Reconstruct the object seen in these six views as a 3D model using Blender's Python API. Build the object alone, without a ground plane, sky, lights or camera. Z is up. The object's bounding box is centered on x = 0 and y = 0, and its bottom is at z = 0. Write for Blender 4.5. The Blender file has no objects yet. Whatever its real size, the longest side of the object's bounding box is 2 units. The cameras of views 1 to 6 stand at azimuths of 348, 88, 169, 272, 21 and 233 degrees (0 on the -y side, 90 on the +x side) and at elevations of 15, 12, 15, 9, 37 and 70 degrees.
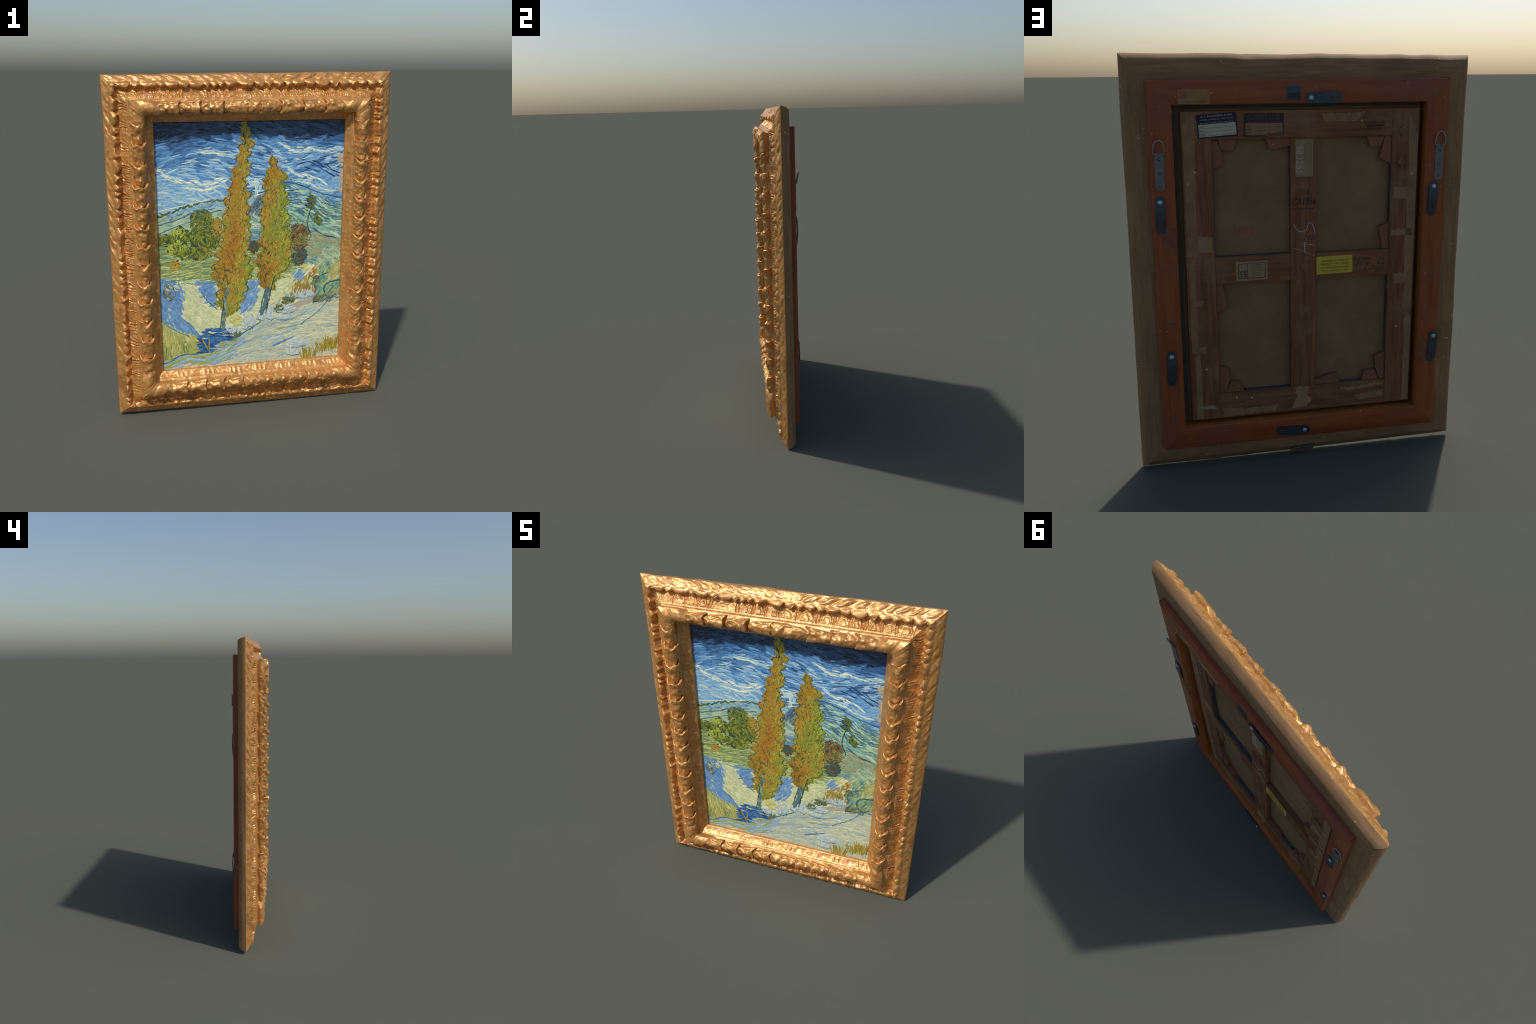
# A framed landscape painting: carved gilt frame in front, red inner frame,
# stretcher, labels and hanging hardware behind.  Metres, z up, front faces -y.
import bpy, bmesh, math
import numpy as np
from mathutils import Matrix, Vector

rng = np.random.default_rng(7)

# ------------------------------------------------------------------ measures
HX, HZ, CZ = 0.8135, 0.998, 0.998          # half width, half height, centre height
LENS = {'left': HZ, 'right': HZ, 'top': HX, 'bottom': HX}
OTHER = {'left': HX, 'right': HX, 'top': HZ, 'bottom': HZ}


# ------------------------------------------------------------------ noise
def vnoise(x, y, seed=0):
    """smooth 2D value noise in -1..1"""
    x, y = np.asarray(x, float), np.asarray(y, float)
    xi, yi = np.floor(x), np.floor(y)
    fx, fy = x - xi, y - yi
    fx, fy = fx * fx * (3 - 2 * fx), fy * fy * (3 - 2 * fy)

    def h(a, b):
        v = np.sin(a * 127.1 + b * 311.7 + seed * 74.7) * 43758.5453
        return (v - np.floor(v)) * 2 - 1
    a = h(xi, yi) * (1 - fx) + h(xi + 1, yi) * fx
    b = h(xi, yi + 1) * (1 - fx) + h(xi + 1, yi + 1) * fx
    return a * (1 - fy) + b * fy


def sstep(a, b, x):
    t = np.clip((np.asarray(x, float) - a) / (b - a), 0, 1)
    return t * t * (3 - 2 * t)


def bump(x, c, w):
    return np.exp(-((np.asarray(x, float) - c) / w) ** 2)


# ------------------------------------------------------------------ scene helpers
def new_obj(name, mesh, parent=None, mat=None):
    ob = bpy.data.objects.new(name, mesh)
    bpy.context.scene.collection.objects.link(ob)
    if parent is not None:
        ob.parent = parent
    if mat is not None:
        mesh.materials.append(mat)
    return ob


def empty(name, parent=None):
    ob = bpy.data.objects.new(name, None)
    bpy.context.scene.collection.objects.link(ob)
    ob.empty_display_size = 0.1
    if parent is not None:
        ob.parent = parent
    return ob


def quad_mesh(name, verts, quads, smooth=True, mat_index=None):
    me = bpy.data.meshes.new(name)
    v = np.ascontiguousarray(verts, np.float32)
    q = np.ascontiguousarray(quads, np.int32)
    me.vertices.add(len(v))
    me.vertices.foreach_set('co', v.ravel())
    me.loops.add(q.size)
    me.loops.foreach_set('vertex_index', q.ravel())
    me.polygons.add(len(q))
    me.polygons.foreach_set('loop_start', np.arange(0, q.size, 4, dtype=np.int32))
    me.polygons.foreach_set('use_smooth', np.full(len(q), smooth))
    if mat_index is not None:
        me.polygons.foreach_set('material_index', np.asarray(mat_index, np.int32))
    me.update(calc_edges=True)
    me.validate()
    return me


def grid_quads(n, m, off=0, flip=False):
    i, j = np.meshgrid(np.arange(n - 1), np.arange(m - 1), indexing='ij')
    a = (i * m + j + off).ravel()
    q = np.stack([a, a + m, a + m + 1, a + 1], 1)
    return q[:, ::-1] if flip else q


def bm_finish(bm, name, bevel=0.0, seg=2):
    if bevel > 0:
        bmesh.ops.bevel(bm, geom=bm.edges[:], offset=bevel, segments=seg, affect='EDGES', profile=0.7)
    bmesh.ops.recalc_face_normals(bm, faces=bm.faces[:])
    me = bpy.data.meshes.new(name)
    bm.to_mesh(me)
    bm.free()
    me.shade_smooth()
    me.set_sharp_from_angle(angle=math.radians(35))
    return me


def box_mesh(name, x0, x1, y0, y1, z0, z1, bevel=0.002):
    bm = bmesh.new()
    bmesh.ops.create_cube(bm, size=1)
    for v in bm.verts:
        v.co = ((x0 + x1) / 2 + v.co.x * (x1 - x0), (y0 + y1) / 2 + v.co.y * (y1 - y0), (z0 + z1) / 2 + v.co.z * (z1 - z0))
    return bm_finish(bm, name, bevel)


def prism_mesh(name, outline, y0, y1, bevel=0.0, holes=()):
    """flat outline in (x, z), from y0 to y1 (y1 is the outer, back side); may have holes"""
    bm = bmesh.new()
    loops = []
    for pts in (outline, *holes):
        vs = [bm.verts.new((x, y1, z)) for x, z in pts]
        loops.append([bm.edges.new((vs[i], vs[(i + 1) % len(vs)])) for i in range(len(vs))])
    edges = [e for l in loops for e in l]
    if holes:
        bmesh.ops.triangle_fill(bm, edges=edges, use_beauty=True)
    else:
        bm.faces.new([v for v in bm.verts])
    top = bm.faces[:]
    r = bmesh.ops.extrude_face_region(bm, geom=top)
    for v in r['geom']:
        if isinstance(v, bmesh.types.BMVert):
            v.co.y = y0
    if bevel:
        bmesh.ops.recalc_face_normals(bm, faces=bm.faces[:])
        e = [e for e in bm.edges if len(e.link_faces) == 2 and e.calc_face_angle(0) > 0.6 and abs(e.verts[0].co.y - y1) < 1e-6 and abs(e.verts[1].co.y - y1) < 1e-6]
        bmesh.ops.bevel(bm, geom=e, offset=bevel, segments=2, affect='EDGES')
    return bm_finish(bm, name)


def ragged(pts, amp, step=0.012, seed=0):
    """outline with its sides cut into steps and torn a little"""
    r = np.random.default_rng(seed)
    out = []
    n = len(pts)
    for i in range(n):
        a, b = np.array(pts[i]), np.array(pts[(i + 1) % n])
        k = max(1, int(np.linalg.norm(b - a) / step))
        nrm = np.array([-(b - a)[1], (b - a)[0]]) / (np.linalg.norm(b - a) + 1e-9)
        for j in range(k):
            p = a + (b - a) * j / k
            out.append(tuple(p + nrm * r.normal(0, amp) * (1 if j else 0.3)))
    return out


# ------------------------------------------------------------------ materials
def S(r, g, b):
    """sRGB 0-255 to linear"""
    f = lambda c: (c / 255) / 12.92 if c <= 10 else ((c / 255 + 0.055) / 1.055) ** 2.4
    return (f(r), f(g), f(b), 1.0)


def scale_col(c, k):
    return (min(c[0] * k, 0.95), min(c[1] * k, 0.95), min(c[2] * k, 0.95), 1)


class Nodes:
    def __init__(self, name, rough=0.6, metallic=0.0, spec=0.5):
        self.mat = bpy.data.materials.new(name)
        self.mat.use_nodes = True
        self.t = self.mat.node_tree
        self.b = self.t.nodes['Principled BSDF']
        self.b.inputs['Roughness'].default_value = rough
        self.b.inputs['Metallic'].default_value = metallic
        self.b.inputs['Specular IOR Level'].default_value = spec
        self.co = self.n('ShaderNodeTexCoord').outputs['Object']

    def n(self, kind, **kw):
        x = self.t.nodes.new(kind)
        for k, v in kw.items():
            setattr(x, k, v)
        return x

    def link(self, a, b):
        self.t.links.new(a, b)

    def scaled(self, sc):
        m = self.n('ShaderNodeMapping')
        m.inputs['Scale'].default_value = sc
        self.link(self.co, m.inputs['Vector'])
        return m.outputs['Vector']

    def noise(self, scale, detail=4, rough=0.6, stretch=(1, 1, 1), dist=0.0):
        x = self.n('ShaderNodeTexNoise')
        x.inputs['Scale'].default_value = scale
        x.inputs['Detail'].default_value = detail
        x.inputs['Roughness'].default_value = rough
        x.inputs['Distortion'].default_value = dist
        self.link(self.scaled(stretch), x.inputs['Vector'])
        return x.outputs['Fac']

    def ramp(self, fac, stops, mode='LINEAR'):
        x = self.n('ShaderNodeValToRGB')
        cr = x.color_ramp
        cr.interpolation = mode
        cr.elements[0].position, cr.elements[0].color = stops[0]
        cr.elements[1].position, cr.elements[1].color = stops[-1]
        for p, c in stops[1:-1]:
            e = cr.elements.new(p)
            e.color = c
        self.link(fac, x.inputs['Fac'])
        return x.outputs['Color']

    def mask(self, fac, lo, hi):
        x = self.n('ShaderNodeMapRange')
        x.interpolation_type = 'SMOOTHSTEP'
        x.inputs['From Min'].default_value = lo
        x.inputs['From Max'].default_value = hi
        self.link(fac, x.inputs['Value'])
        return x.outputs['Result']

    def mix(self, fac, a, b, mode='MIX'):
        x = self.n('ShaderNodeMix', data_type='RGBA', blend_type=mode)
        for s, v in ((x.inputs[0], fac), (x.inputs[6], a), (x.inputs[7], b)):
            if isinstance(v, (int, float, tuple)):
                s.default_value = v
            else:
                self.link(v, s)
        return x.outputs[2]

    def color(self, c):
        if isinstance(c, tuple):
            self.b.inputs['Base Color'].default_value = c
        else:
            self.link(c, self.b.inputs['Base Color'])

    def bump(self, h, strength=0.3, dist=0.002):
        x = self.n('ShaderNodeBump')
        x.inputs['Strength'].default_value = strength
        x.inputs['Distance'].default_value = dist
        self.link(h, x.inputs['Height'])
        self.link(x.outputs['Normal'], self.b.inputs['Normal'])


def gold_material():
    m = Nodes('old_gilding', rough=0.30, metallic=0.40, spec=0.7)
    base = m.ramp(m.noise(9, 5, 0.65), [(0.25, (0.42, 0.190, 0.045, 1)), (0.5, (0.54, 0.258, 0.068, 1)), (0.75, (0.64, 0.330, 0.100, 1))])
    red = m.mask(m.noise(23, 4, 0.6, dist=0.4), 0.585, 0.70)
    c = m.mix(red, base, (0.47, 0.160, 0.050, 1))
    olive = m.mask(m.noise(19, 4, 0.6), 0.56, 0.72)
    c = m.mix(olive, c, (0.44, 0.265, 0.070, 1))
    pink = m.mask(m.noise(37, 4, 0.65), 0.555, 0.68)
    c = m.mix(pink, c, (0.68, 0.37, 0.22, 1))
    fleck = m.mask(m.noise(64, 4, 0.7), 0.60, 0.70)
    c = m.mix(fleck, c, (0.74, 0.44, 0.22, 1))
    dull = m.mask(m.noise(7, 5, 0.7), 0.54, 0.72)
    c = m.mix(dull, c, (0.36, 0.175, 0.055, 1))
    m.color(c)
    m.link(m.ramp(m.noise(40, 3), [(0.32, (0.22,) * 3 + (1,)), (0.68, (0.50,) * 3 + (1,))]), m.b.inputs['Roughness'])
    m.bump(m.noise(70, 5, 0.65), 0.35, 0.004)
    return m.mat


def wood(name, dark, mid, light, along='z', rough=0.6, grain=1.0, dirt=None):
    st = {'x': (1.2, 14, 14), 'z': (14, 14, 1.2)}[along]
    m = Nodes(name, rough=rough, spec=0.35)
    c = m.ramp(m.noise(4 * grain, 6, 0.6, st, 0.3), [(0.3, dark), (0.5, mid), (0.72, light)])
    blot = m.mask(m.noise(5, 4, 0.6), 0.45, 0.7)
    c = m.mix(blot, c, m.mix(0.5, c, dirt or dark))
    spots = m.mask(m.noise(48, 2, 0.4), 0.735, 0.76)
    c = m.mix(spots, c, scale_col(light, 1.9))
    m.color(c)
    m.bump(m.noise(9 * grain, 5, 0.6, st), 0.25, 0.003)
    return m.mat


def plain(name, col, rough=0.7, var=0.25, scale=18, metallic=0.0, stain=None, bump=0.15, spec=0.35):
    m = Nodes(name, rough=rough, metallic=metallic, spec=spec)
    c = m.ramp(m.noise(scale, 4, 0.6), [(0.3, scale_col(col, 1 - var)), (0.7, scale_col(col, 1 + var))])
    if stain:
        c = m.mix(m.mask(m.noise(scale * 0.5, 4, 0.6), 0.5, 0.7), c, stain)
    m.color(c)
    m.bump(m.noise(scale * 3, 4), bump, 0.002)
    return m.mat


GOLD = gold_material()
RAW_WOOD = {a: wood('bare_back_wood_' + a, (0.207, 0.112, 0.047, 1), (0.274, 0.154, 0.066, 1), (0.336, 0.198, 0.095, 1), a, 0.75) for a in 'xz'}  # wood tones warmed to offset the bluish skylight on the back
RED_WOOD = {a: wood('red_stained_wood_' + a, (0.215, 0.043, 0.012, 1), (0.285, 0.064, 0.016, 1), (0.335, 0.090, 0.022, 1), a, 0.45, 0.6, (0.19, 0.068, 0.048, 1)) for a in 'xz'}
BAR_WOOD = {a: wood('stretcher_wood_' + a, (0.132, 0.050, 0.017, 1), (0.186, 0.074, 0.027, 1), (0.254, 0.114, 0.048, 1), a, 0.7, 1.0, (0.307, 0.164, 0.085, 1)) for a in 'xz'}
KEY_WOOD = wood('wedge_wood', (0.187, 0.069, 0.032, 1), (0.220, 0.087, 0.042, 1), (0.259, 0.110, 0.056, 1), 'z', 0.6)
LINEN = plain('canvas_back', (0.226, 0.134, 0.060, 1), 0.85, 0.14, 7, bump=0.3)  # red raised in the cloth colour because blue sky light turned it greenish
TAPE = plain('brown_paper_tape', (0.274, 0.153, 0.072, 1), 0.8, 0.2, 14)
TAPE_LIGHT = plain('pale_paper_tape', (0.308, 0.185, 0.090, 1), 0.8, 0.15, 14)
TAPE_GREY = plain('grey_paper_tape', (0.24, 0.22, 0.16, 1), 0.8, 0.15, 14)
STEEL_DARK = plain('blackened_steel', (0.055, 0.075, 0.095, 1), 0.34, 0.25, 30, metallic=0.55)
STEEL_PALE = plain('zinc_strap', (0.155, 0.175, 0.18, 1), 0.42, 0.15, 40, metallic=0.5)
STEEL_RING = plain('zinc_wire', (0.27, 0.30, 0.31, 1), 0.35, 0.15, 40, metallic=0.5)
SCREW = plain('bright_screw', (0.42, 0.48, 0.52, 1), 0.3, 0.2, 60, metallic=0.6)
BRASS = plain('brown_screw', (0.16, 0.12, 0.075, 1), 0.45, 0.2, 60, metallic=0.5)
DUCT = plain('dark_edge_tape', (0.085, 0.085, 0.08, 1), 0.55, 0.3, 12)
PAPER_WHITE = plain('white_paper', (0.46, 0.43, 0.32, 1), 0.8, 0.08, 30)
PAPER_TAN = plain('tan_paper', (0.280, 0.168, 0.090, 1), 0.8, 0.12, 30)
PAPER_KHAKI = plain('khaki_paper', (0.297, 0.215, 0.110, 1), 0.8, 0.1, 30)
PAPER_GOLD = plain('old_gold_paper', (0.30, 0.17, 0.06, 1), 0.75, 0.15, 30)
PAPER_YELLOW = plain('yellow_paper', (0.52, 0.40, 0.045, 1), 0.7, 0.05, 30)
INK_NAVY = plain('navy_ink', (0.022, 0.017, 0.040, 1), 0.7, 0.1, 30)
INK_FADED = plain('faded_navy_ink', (0.032, 0.022, 0.030, 1), 0.7, 0.2, 30)
INK_BLACK = plain('black_ink', (0.035, 0.028, 0.022, 1), 0.7, 0.1, 30)
INK_RED = plain('red_ink', (0.38, 0.06, 0.05, 1), 0.7, 0.1, 30)
INK_OLIVE = plain('olive_ink', (0.16, 0.12, 0.02, 1), 0.7, 0.1, 30)
INK_FAINT = plain('faint_pencil', (0.115, 0.05, 0.028, 1), 0.7, 0.1, 30)
CHALK = plain('white_chalk', (0.42, 0.36, 0.33, 1), 0.9, 0.3, 90)

# ------------------------------------------------------------------ root
root = empty('framed_painting')
root['label'] = 'landscape painting in a carved gilt frame with labelled wooden back'
root['category'] = 'painting'
root.rotation_euler = (0.0035, 0, 0)       # the frame leans very slightly
root.location = (0, 0.0035, 0.002)

gilt_frame = empty('gilt_frame', root)
back_frame = empty('backing_frame', root)
red_frame = empty('inner_frame', root)
stretcher = empty('stretcher', root)


# ------------------------------------------------------------------ rails
def place(rail, a, d, y):
    """along-rail position a (from its middle), distance d in from the outer edge, depth y"""
    a, d, y = np.broadcast_arrays(np.asarray(a, float), np.asarray(d, float), np.asarray(y, float))
    if rail == 'left':
        x, z = -HX + d, CZ + a
    elif rail == 'right':
        x, z = HX - d, CZ + a
    elif rail == 'top':
        x, z = a, CZ + HZ - d
    else:
        x, z = a, CZ - HZ + d
    # the frame is not quite square: outer edges lie up to a centimetre off
    wt = np.clip(1 - (CZ + HZ - z) / 0.13, 0, 1)
    wb = np.clip(1 - (z - (CZ - HZ)) / 0.13, 0, 1)
    left = np.clip((HX - x) / (2 * HX), 0, 1)
    z = z - 0.012 * left * wt + 0.015 * left ** 2 * wb
    ripple = 0.0035 * vnoise(x * 3.1 + 4, 0 * x, 3) + 0.0015 * vnoise(x * 11, 0 * x, 5)
    z = z + (ripple - 0.0035) * np.clip(1 - (CZ + HZ - z) / 0.05, 0, 1) * (1 - sstep(0.7, 0.8, np.abs(x)) * 0.8)
    x = x + 0.0025 * vnoise(z * 3.0, 0 * z + 9, 4) * np.clip(1 - (HX - np.abs(x)) / 0.05, 0, 1)
    # and the mouldings of the front sit a little left of its middle
    dd = HX - np.abs(x)
    x = x - 0.006 * sstep(0.0, 0.06, dd) * (1 - sstep(0.235, 0.264, dd)) * (y < 0.012)
    return np.stack([x, y, z], -1)


# profile of the gilt moulding: d in from the outer edge, depth y (front is -y)
PROFILE = np.array([
    (0.000, 0.010), (0.004, 0.005), (0.013, -0.002), (0.027, -0.0120), (0.037, -0.0175), (0.043, -0.0225),
    (0.049, -0.0310), (0.056, -0.0375), (0.064, -0.0390), (0.0695, -0.0355), (0.0745, -0.026), (0.0785, -0.016),
    (0.083, -0.0085), (0.090, -0.0070), (0.099, -0.0115), (0.111, -0.0215), (0.124, -0.035), (0.133, -0.0455),
    (0.137, -0.0525), (0.144, -0.0535), (0.147, -0.0545), (0.150, -0.057), (0.158, -0.0655), (0.170, -0.0730),
    (0.184, -0.0765), (0.196, -0.0740), (0.206, -0.065), (0.2130, -0.054), (0.2185, -0.043),
    (0.2210, -0.039), (0.2255, -0.0370), (0.2295, -0.034), (0.2325, -0.029), (0.245, -0.016), (0.2585, -0.005), (0.261, -0.0035), (0.264, -0.002), (0.267, 0.003),
    (0.267, 0.018)])
BANDS = [('outer_band', 0.0, 0.048), ('scalloped_crest', 0.048, 0.0825), ('hollow_moulding', 0.0825, 0.131),
         ('fillet', 0.131, 0.1465), ('round_moulding', 0.1465, 0.2245), ('inner_border', 0.2245, 0.267)]


def dense_profile(step=0.0026):
    seg = np.linalg.norm(np.diff(PROFILE, axis=0), axis=1)
    s = np.concatenate([[0], np.cumsum(seg)])
    n = int(s[-1] / step)
    t = np.linspace(0, s[-1], n)
    # gentle smoothing by averaging linear samples
    out = np.zeros((n, 2))
    for o in (-0.0025, 0, 0.0025):
        tt = np.clip(t + o, 0, s[-1])
        out += np.stack([np.interp(tt, s, PROFILE[:, 0]), np.interp(tt, s, PROFILE[:, 1])], 1)
    out /= 3
    out[0], out[-1] = PROFILE[0], PROFILE[-1]
    return out


PROF = dense_profile()
tan = np.gradient(PROF, axis=0)
tan /= np.linalg.norm(tan, axis=1)[:, None]
NRM = np.stack([tan[:, 1], -tan[:, 0]], 1)     # outward: towards -y, away from the frame


def fbm(x, y, seed):
    return vnoise(x, y, seed) + 0.5 * vnoise(x * 2.1 + 5, y * 2.1, seed + 1) + 0.25 * vnoise(x * 4.3, y * 4.3 + 3, seed + 2)


def cells(a, pitch, wander, seed):
    """position along the rail cut into unequal lengths: fraction in the cell, cell number"""
    p = a / pitch + wander * vnoise(a / pitch * 0.43, a * 0, seed) + 0.35 * wander * vnoise(a / pitch * 1.3, a * 0 + 7, seed)
    k = np.floor(p)
    return p - k, k


def carve(rail, a, d):
    """height of the carving over the plain moulding, and sideways push of the crest"""
    seed = {'left': 1, 'right': 2, 'top': 3, 'bottom': 4}[rail]
    h = np.zeros_like(a)
    side = np.zeros_like(a)
    # outer band: slanting leaves, turning over at the middle of the cross rails, worn flat in places
    sg = {'left': -1 + 0 * a, 'right': -1 + 0 * a, 'top': -np.sign(a), 'bottom': -np.sign(a)}[rail]
    dd = d - 0.03
    slant = sg * (dd * 1.35 + 0.006 * np.sin((d - 0.004) / 0.042 * math.pi)) + 0.010 * vnoise(a * 16, d * 55, seed + 90)
    f, k = cells(a - slant, 0.070, 0.55, seed + 11)
    amp = 0.0072 + 0.0045 * vnoise(k * 1.7 + 0.3, k * 0 + 3, seed)
    wdt = 0.62 + 0.2 * vnoise(k * 3.1 + 0.2, k * 0 + 8, seed)
    leaf = np.where(f < wdt, np.sin(np.clip(f / wdt, 0, 1) * math.pi / 2) ** 1.3, np.cos(np.clip((f - wdt) / (1 - wdt), 0, 1) * math.pi / 2))
    rib = 0.0016 * np.cos(f * 4 * math.pi + 2 * vnoise(a * 30, d * 40, seed)) * (0.6 + 0.4 * vnoise(k * 2.2, k * 0, seed + 4))
    worn = 0.62 + 0.75 * vnoise(a * 3.7, d * 18, seed + 12)
    calm = {'left': 1 - 0.45 * sstep(0.2, -0.4, a), 'right': 1 - 0.45 * sstep(0.0, -0.5, a), 'top': 1.0, 'bottom': 0.7}[rail]
    wb = sstep(0.001, 0.012, d) * (1 - sstep(0.033, 0.044, d))
    h += wb * calm * np.clip(worn, 0.15, 1.2) * (amp * (leaf - 0.45) + rib)
    h += wb * 0.0026 * fbm(a * 19, d * 45, seed + 80)
    # crest: irregular scallops curling over the hollow
    f, k = cells(a, 0.062, 0.75, seed + 21)
    big = 0.75 + 0.65 * vnoise(k * 2.3 + 0.4, k * 0 + 1, seed + 5) + 0.25 * (k % 2)
    sc = np.sin(f * math.pi) ** (0.8 + 0.5 * (k % 2)) - 0.5 + 0.22 * np.sin(f * 4 * math.pi + k)
    wc = sstep(0.047, 0.062, d) * (1 - sstep(0.083, 0.093, d))
    side += wc * big * (sc * {'left': 0.0090, 'right': 0.0090, 'top': 0.0115, 'bottom': 0.0140}[rail] + 0.004 * vnoise(a * 55, d * 20, seed + 22))
    cut = np.abs(np.sin(f * math.pi)) ** 0.7
    h -= sstep(0.041, 0.056, d) * (1 - sstep(0.0735, 0.082, d)) * (0.75 + 0.35 * vnoise(k * 1.9, k * 0 + 4, seed + 6)) * 0.0140 * (1 - cut)
    h += wc * big * sc * 0.0040 + wc * 0.0030 * fbm(a * 38, d * 70, seed + 23)
    curl = bump(d, 0.058, 0.006) * np.sin(f * 2 * math.pi + k) * 0.0022
    h += curl
    # hollow: rounded lobes between pairs of ribs, each cut by hand and unlike the next
    warp = 0.006 * fbm(a * 20, d * 45, seed + 33)
    f, k = cells(a + warp, 0.088, 0.40, seed + 31)
    v = np.clip((d - 0.082) / 0.050, 0, 1)
    c0 = 0.36 + 0.07 * vnoise(k * 1.9, k * 0 + 2, seed + 34)
    rad = np.sqrt(((f - c0) / 0.30) ** 2 + ((v - 1.0) / (0.85 + 0.15 * vnoise(k * 2.7, k * 0, seed + 35))) ** 2)
    lobe = np.sqrt(np.clip(1 - rad ** 2, 0, 1))
    rim = bump(rad, 1.0, 0.13)
    inner = bump(rad, 0.5, 0.12)
    ribs = bump(f, 0.76, 0.04) + bump(f, 0.92, 0.045) - 0.6 * bump(f, 0.84, 0.03)
    wh = sstep(0.083, 0.094, d) * (1 - sstep(0.129, 0.135, d))
    var = 0.8 + 0.5 * vnoise(k * 1.3, k * 0 + 6, seed + 36)
    h += wh * (var * (0.0080 * lobe + 0.0070 * rim + 0.0035 * inner + 0.0085 * ribs * sstep(0.0, 0.30, v)) + 0.0034 * fbm(a * 25, d * 42, seed + 41))
    # inner border: runs of three beads between plain sunk panels
    per = 0.158
    f = a / per + 0.02 * vnoise(a * 5, a * 0, seed + 51)
    f = (f - np.floor(f)) * per
    beads = sum(bump(f, c, 0.0065) for c in (0.017, 0.044, 0.071))
    panel = sstep(0.084, 0.090, f) * (1 - sstep(0.150, 0.156, f))
    wi = sstep(0.2325, 0.237, d) * (1 - sstep(0.2525, 0.258, d))
    str_ = {'left': 0.75, 'right': 0.75, 'top': 0.35, 'bottom': 1.0}[rail] * (0.75 + 0.5 * vnoise(a * 21, a * 0, seed + 52))
    h += wi * (str_ * (0.0036 * beads - 0.0016 * panel) + 0.0008 * fbm(a * 40, d * 90, seed + 53))
    # round moulding: soft lumps of worn gesso under the leaves
    wr = sstep(0.150, 0.160, d) * (1 - sstep(0.210, 0.220, d))
    h += wr * 0.0034 * fbm(a * 20, d * 28, seed + 61)
    h += 0.0011 * vnoise(a * 60, d * 80, seed + 71) * sstep(0.0, 0.01, d)
    # carving fades out at the mitres
    edge = LENS[rail] - d - np.abs(a)
    fade = sstep(0.0, 0.022, edge)
    # the round moulding swells to plain, full-height leaves at its corners
    corner = 1 - sstep(0.085, 0.150, edge)
    full = sstep(0.1475, 0.156, d) * (1 - sstep(0.206, 0.2225, d))
    vein = 0.0030 * bump(edge, 0.0, 0.010) - 0.0025 * bump(edge, 0.030, 0.008) + 0.0015 * bump(edge, 0.060, 0.010)
    return h * fade + full * (0.0265 * corner + vein), side * fade


def build_moulding():
    per_band = {b[0]: ([], [], 0) for b in BANDS}
    for rail in ('left', 'right', 'top', 'bottom'):
        H = LENS[rail]
        n = int(2 * H / 0.0028)
        f = np.linspace(-1, 1, n)
        d0 = PROF[:, 0][None, :]
        a = f[:, None] * (H - d0)
        d = np.broadcast_to(d0, a.shape)
        h, side = carve(rail, a, d)
        dd = d + NRM[:, 0][None, :] * h * 0.7 + side
        yy = PROF[:, 1][None, :] + NRM[:, 1][None, :] * h
        near = 1 - sstep(0.0, 0.05, H - d - np.abs(a))       # keep the mitres closed
        P = place(rail, a - np.sign(a) * (dd - d) * near, dd, yy)
        flip = rail in ('left', 'bottom')
        j0 = 0
        for bi, (name, lo, hi) in enumerate(BANDS):
            j1 = int(np.searchsorted(PROF[:, 0], hi)) if bi < len(BANDS) - 1 else P.shape[1] - 1
            V, Q, cnt = per_band[name]
            sub = P[:, j0:j1 + 1]
            V.append(sub.reshape(-1, 3))
            Q.append(grid_quads(sub.shape[0], sub.shape[1], cnt, flip))
            per_band[name] = (V, Q, cnt + sub.shape[0] * sub.shape[1])
            j0 = j1
    for name, (V, Q, _) in per_band.items():
        me = quad_mesh(name, np.concatenate(V), np.concatenate(Q))
        new_obj(name, me, gilt_frame, GOLD)


build_moulding()


# ------------------------------------------------------------------ carved leaves on the round moulding
RND = [i for i, p in enumerate(PROF) if 0.1475 <= p[0] <= 0.2195 and p[1] < -0.046]
R0, R1 = RND[0], RND[-1]


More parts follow.
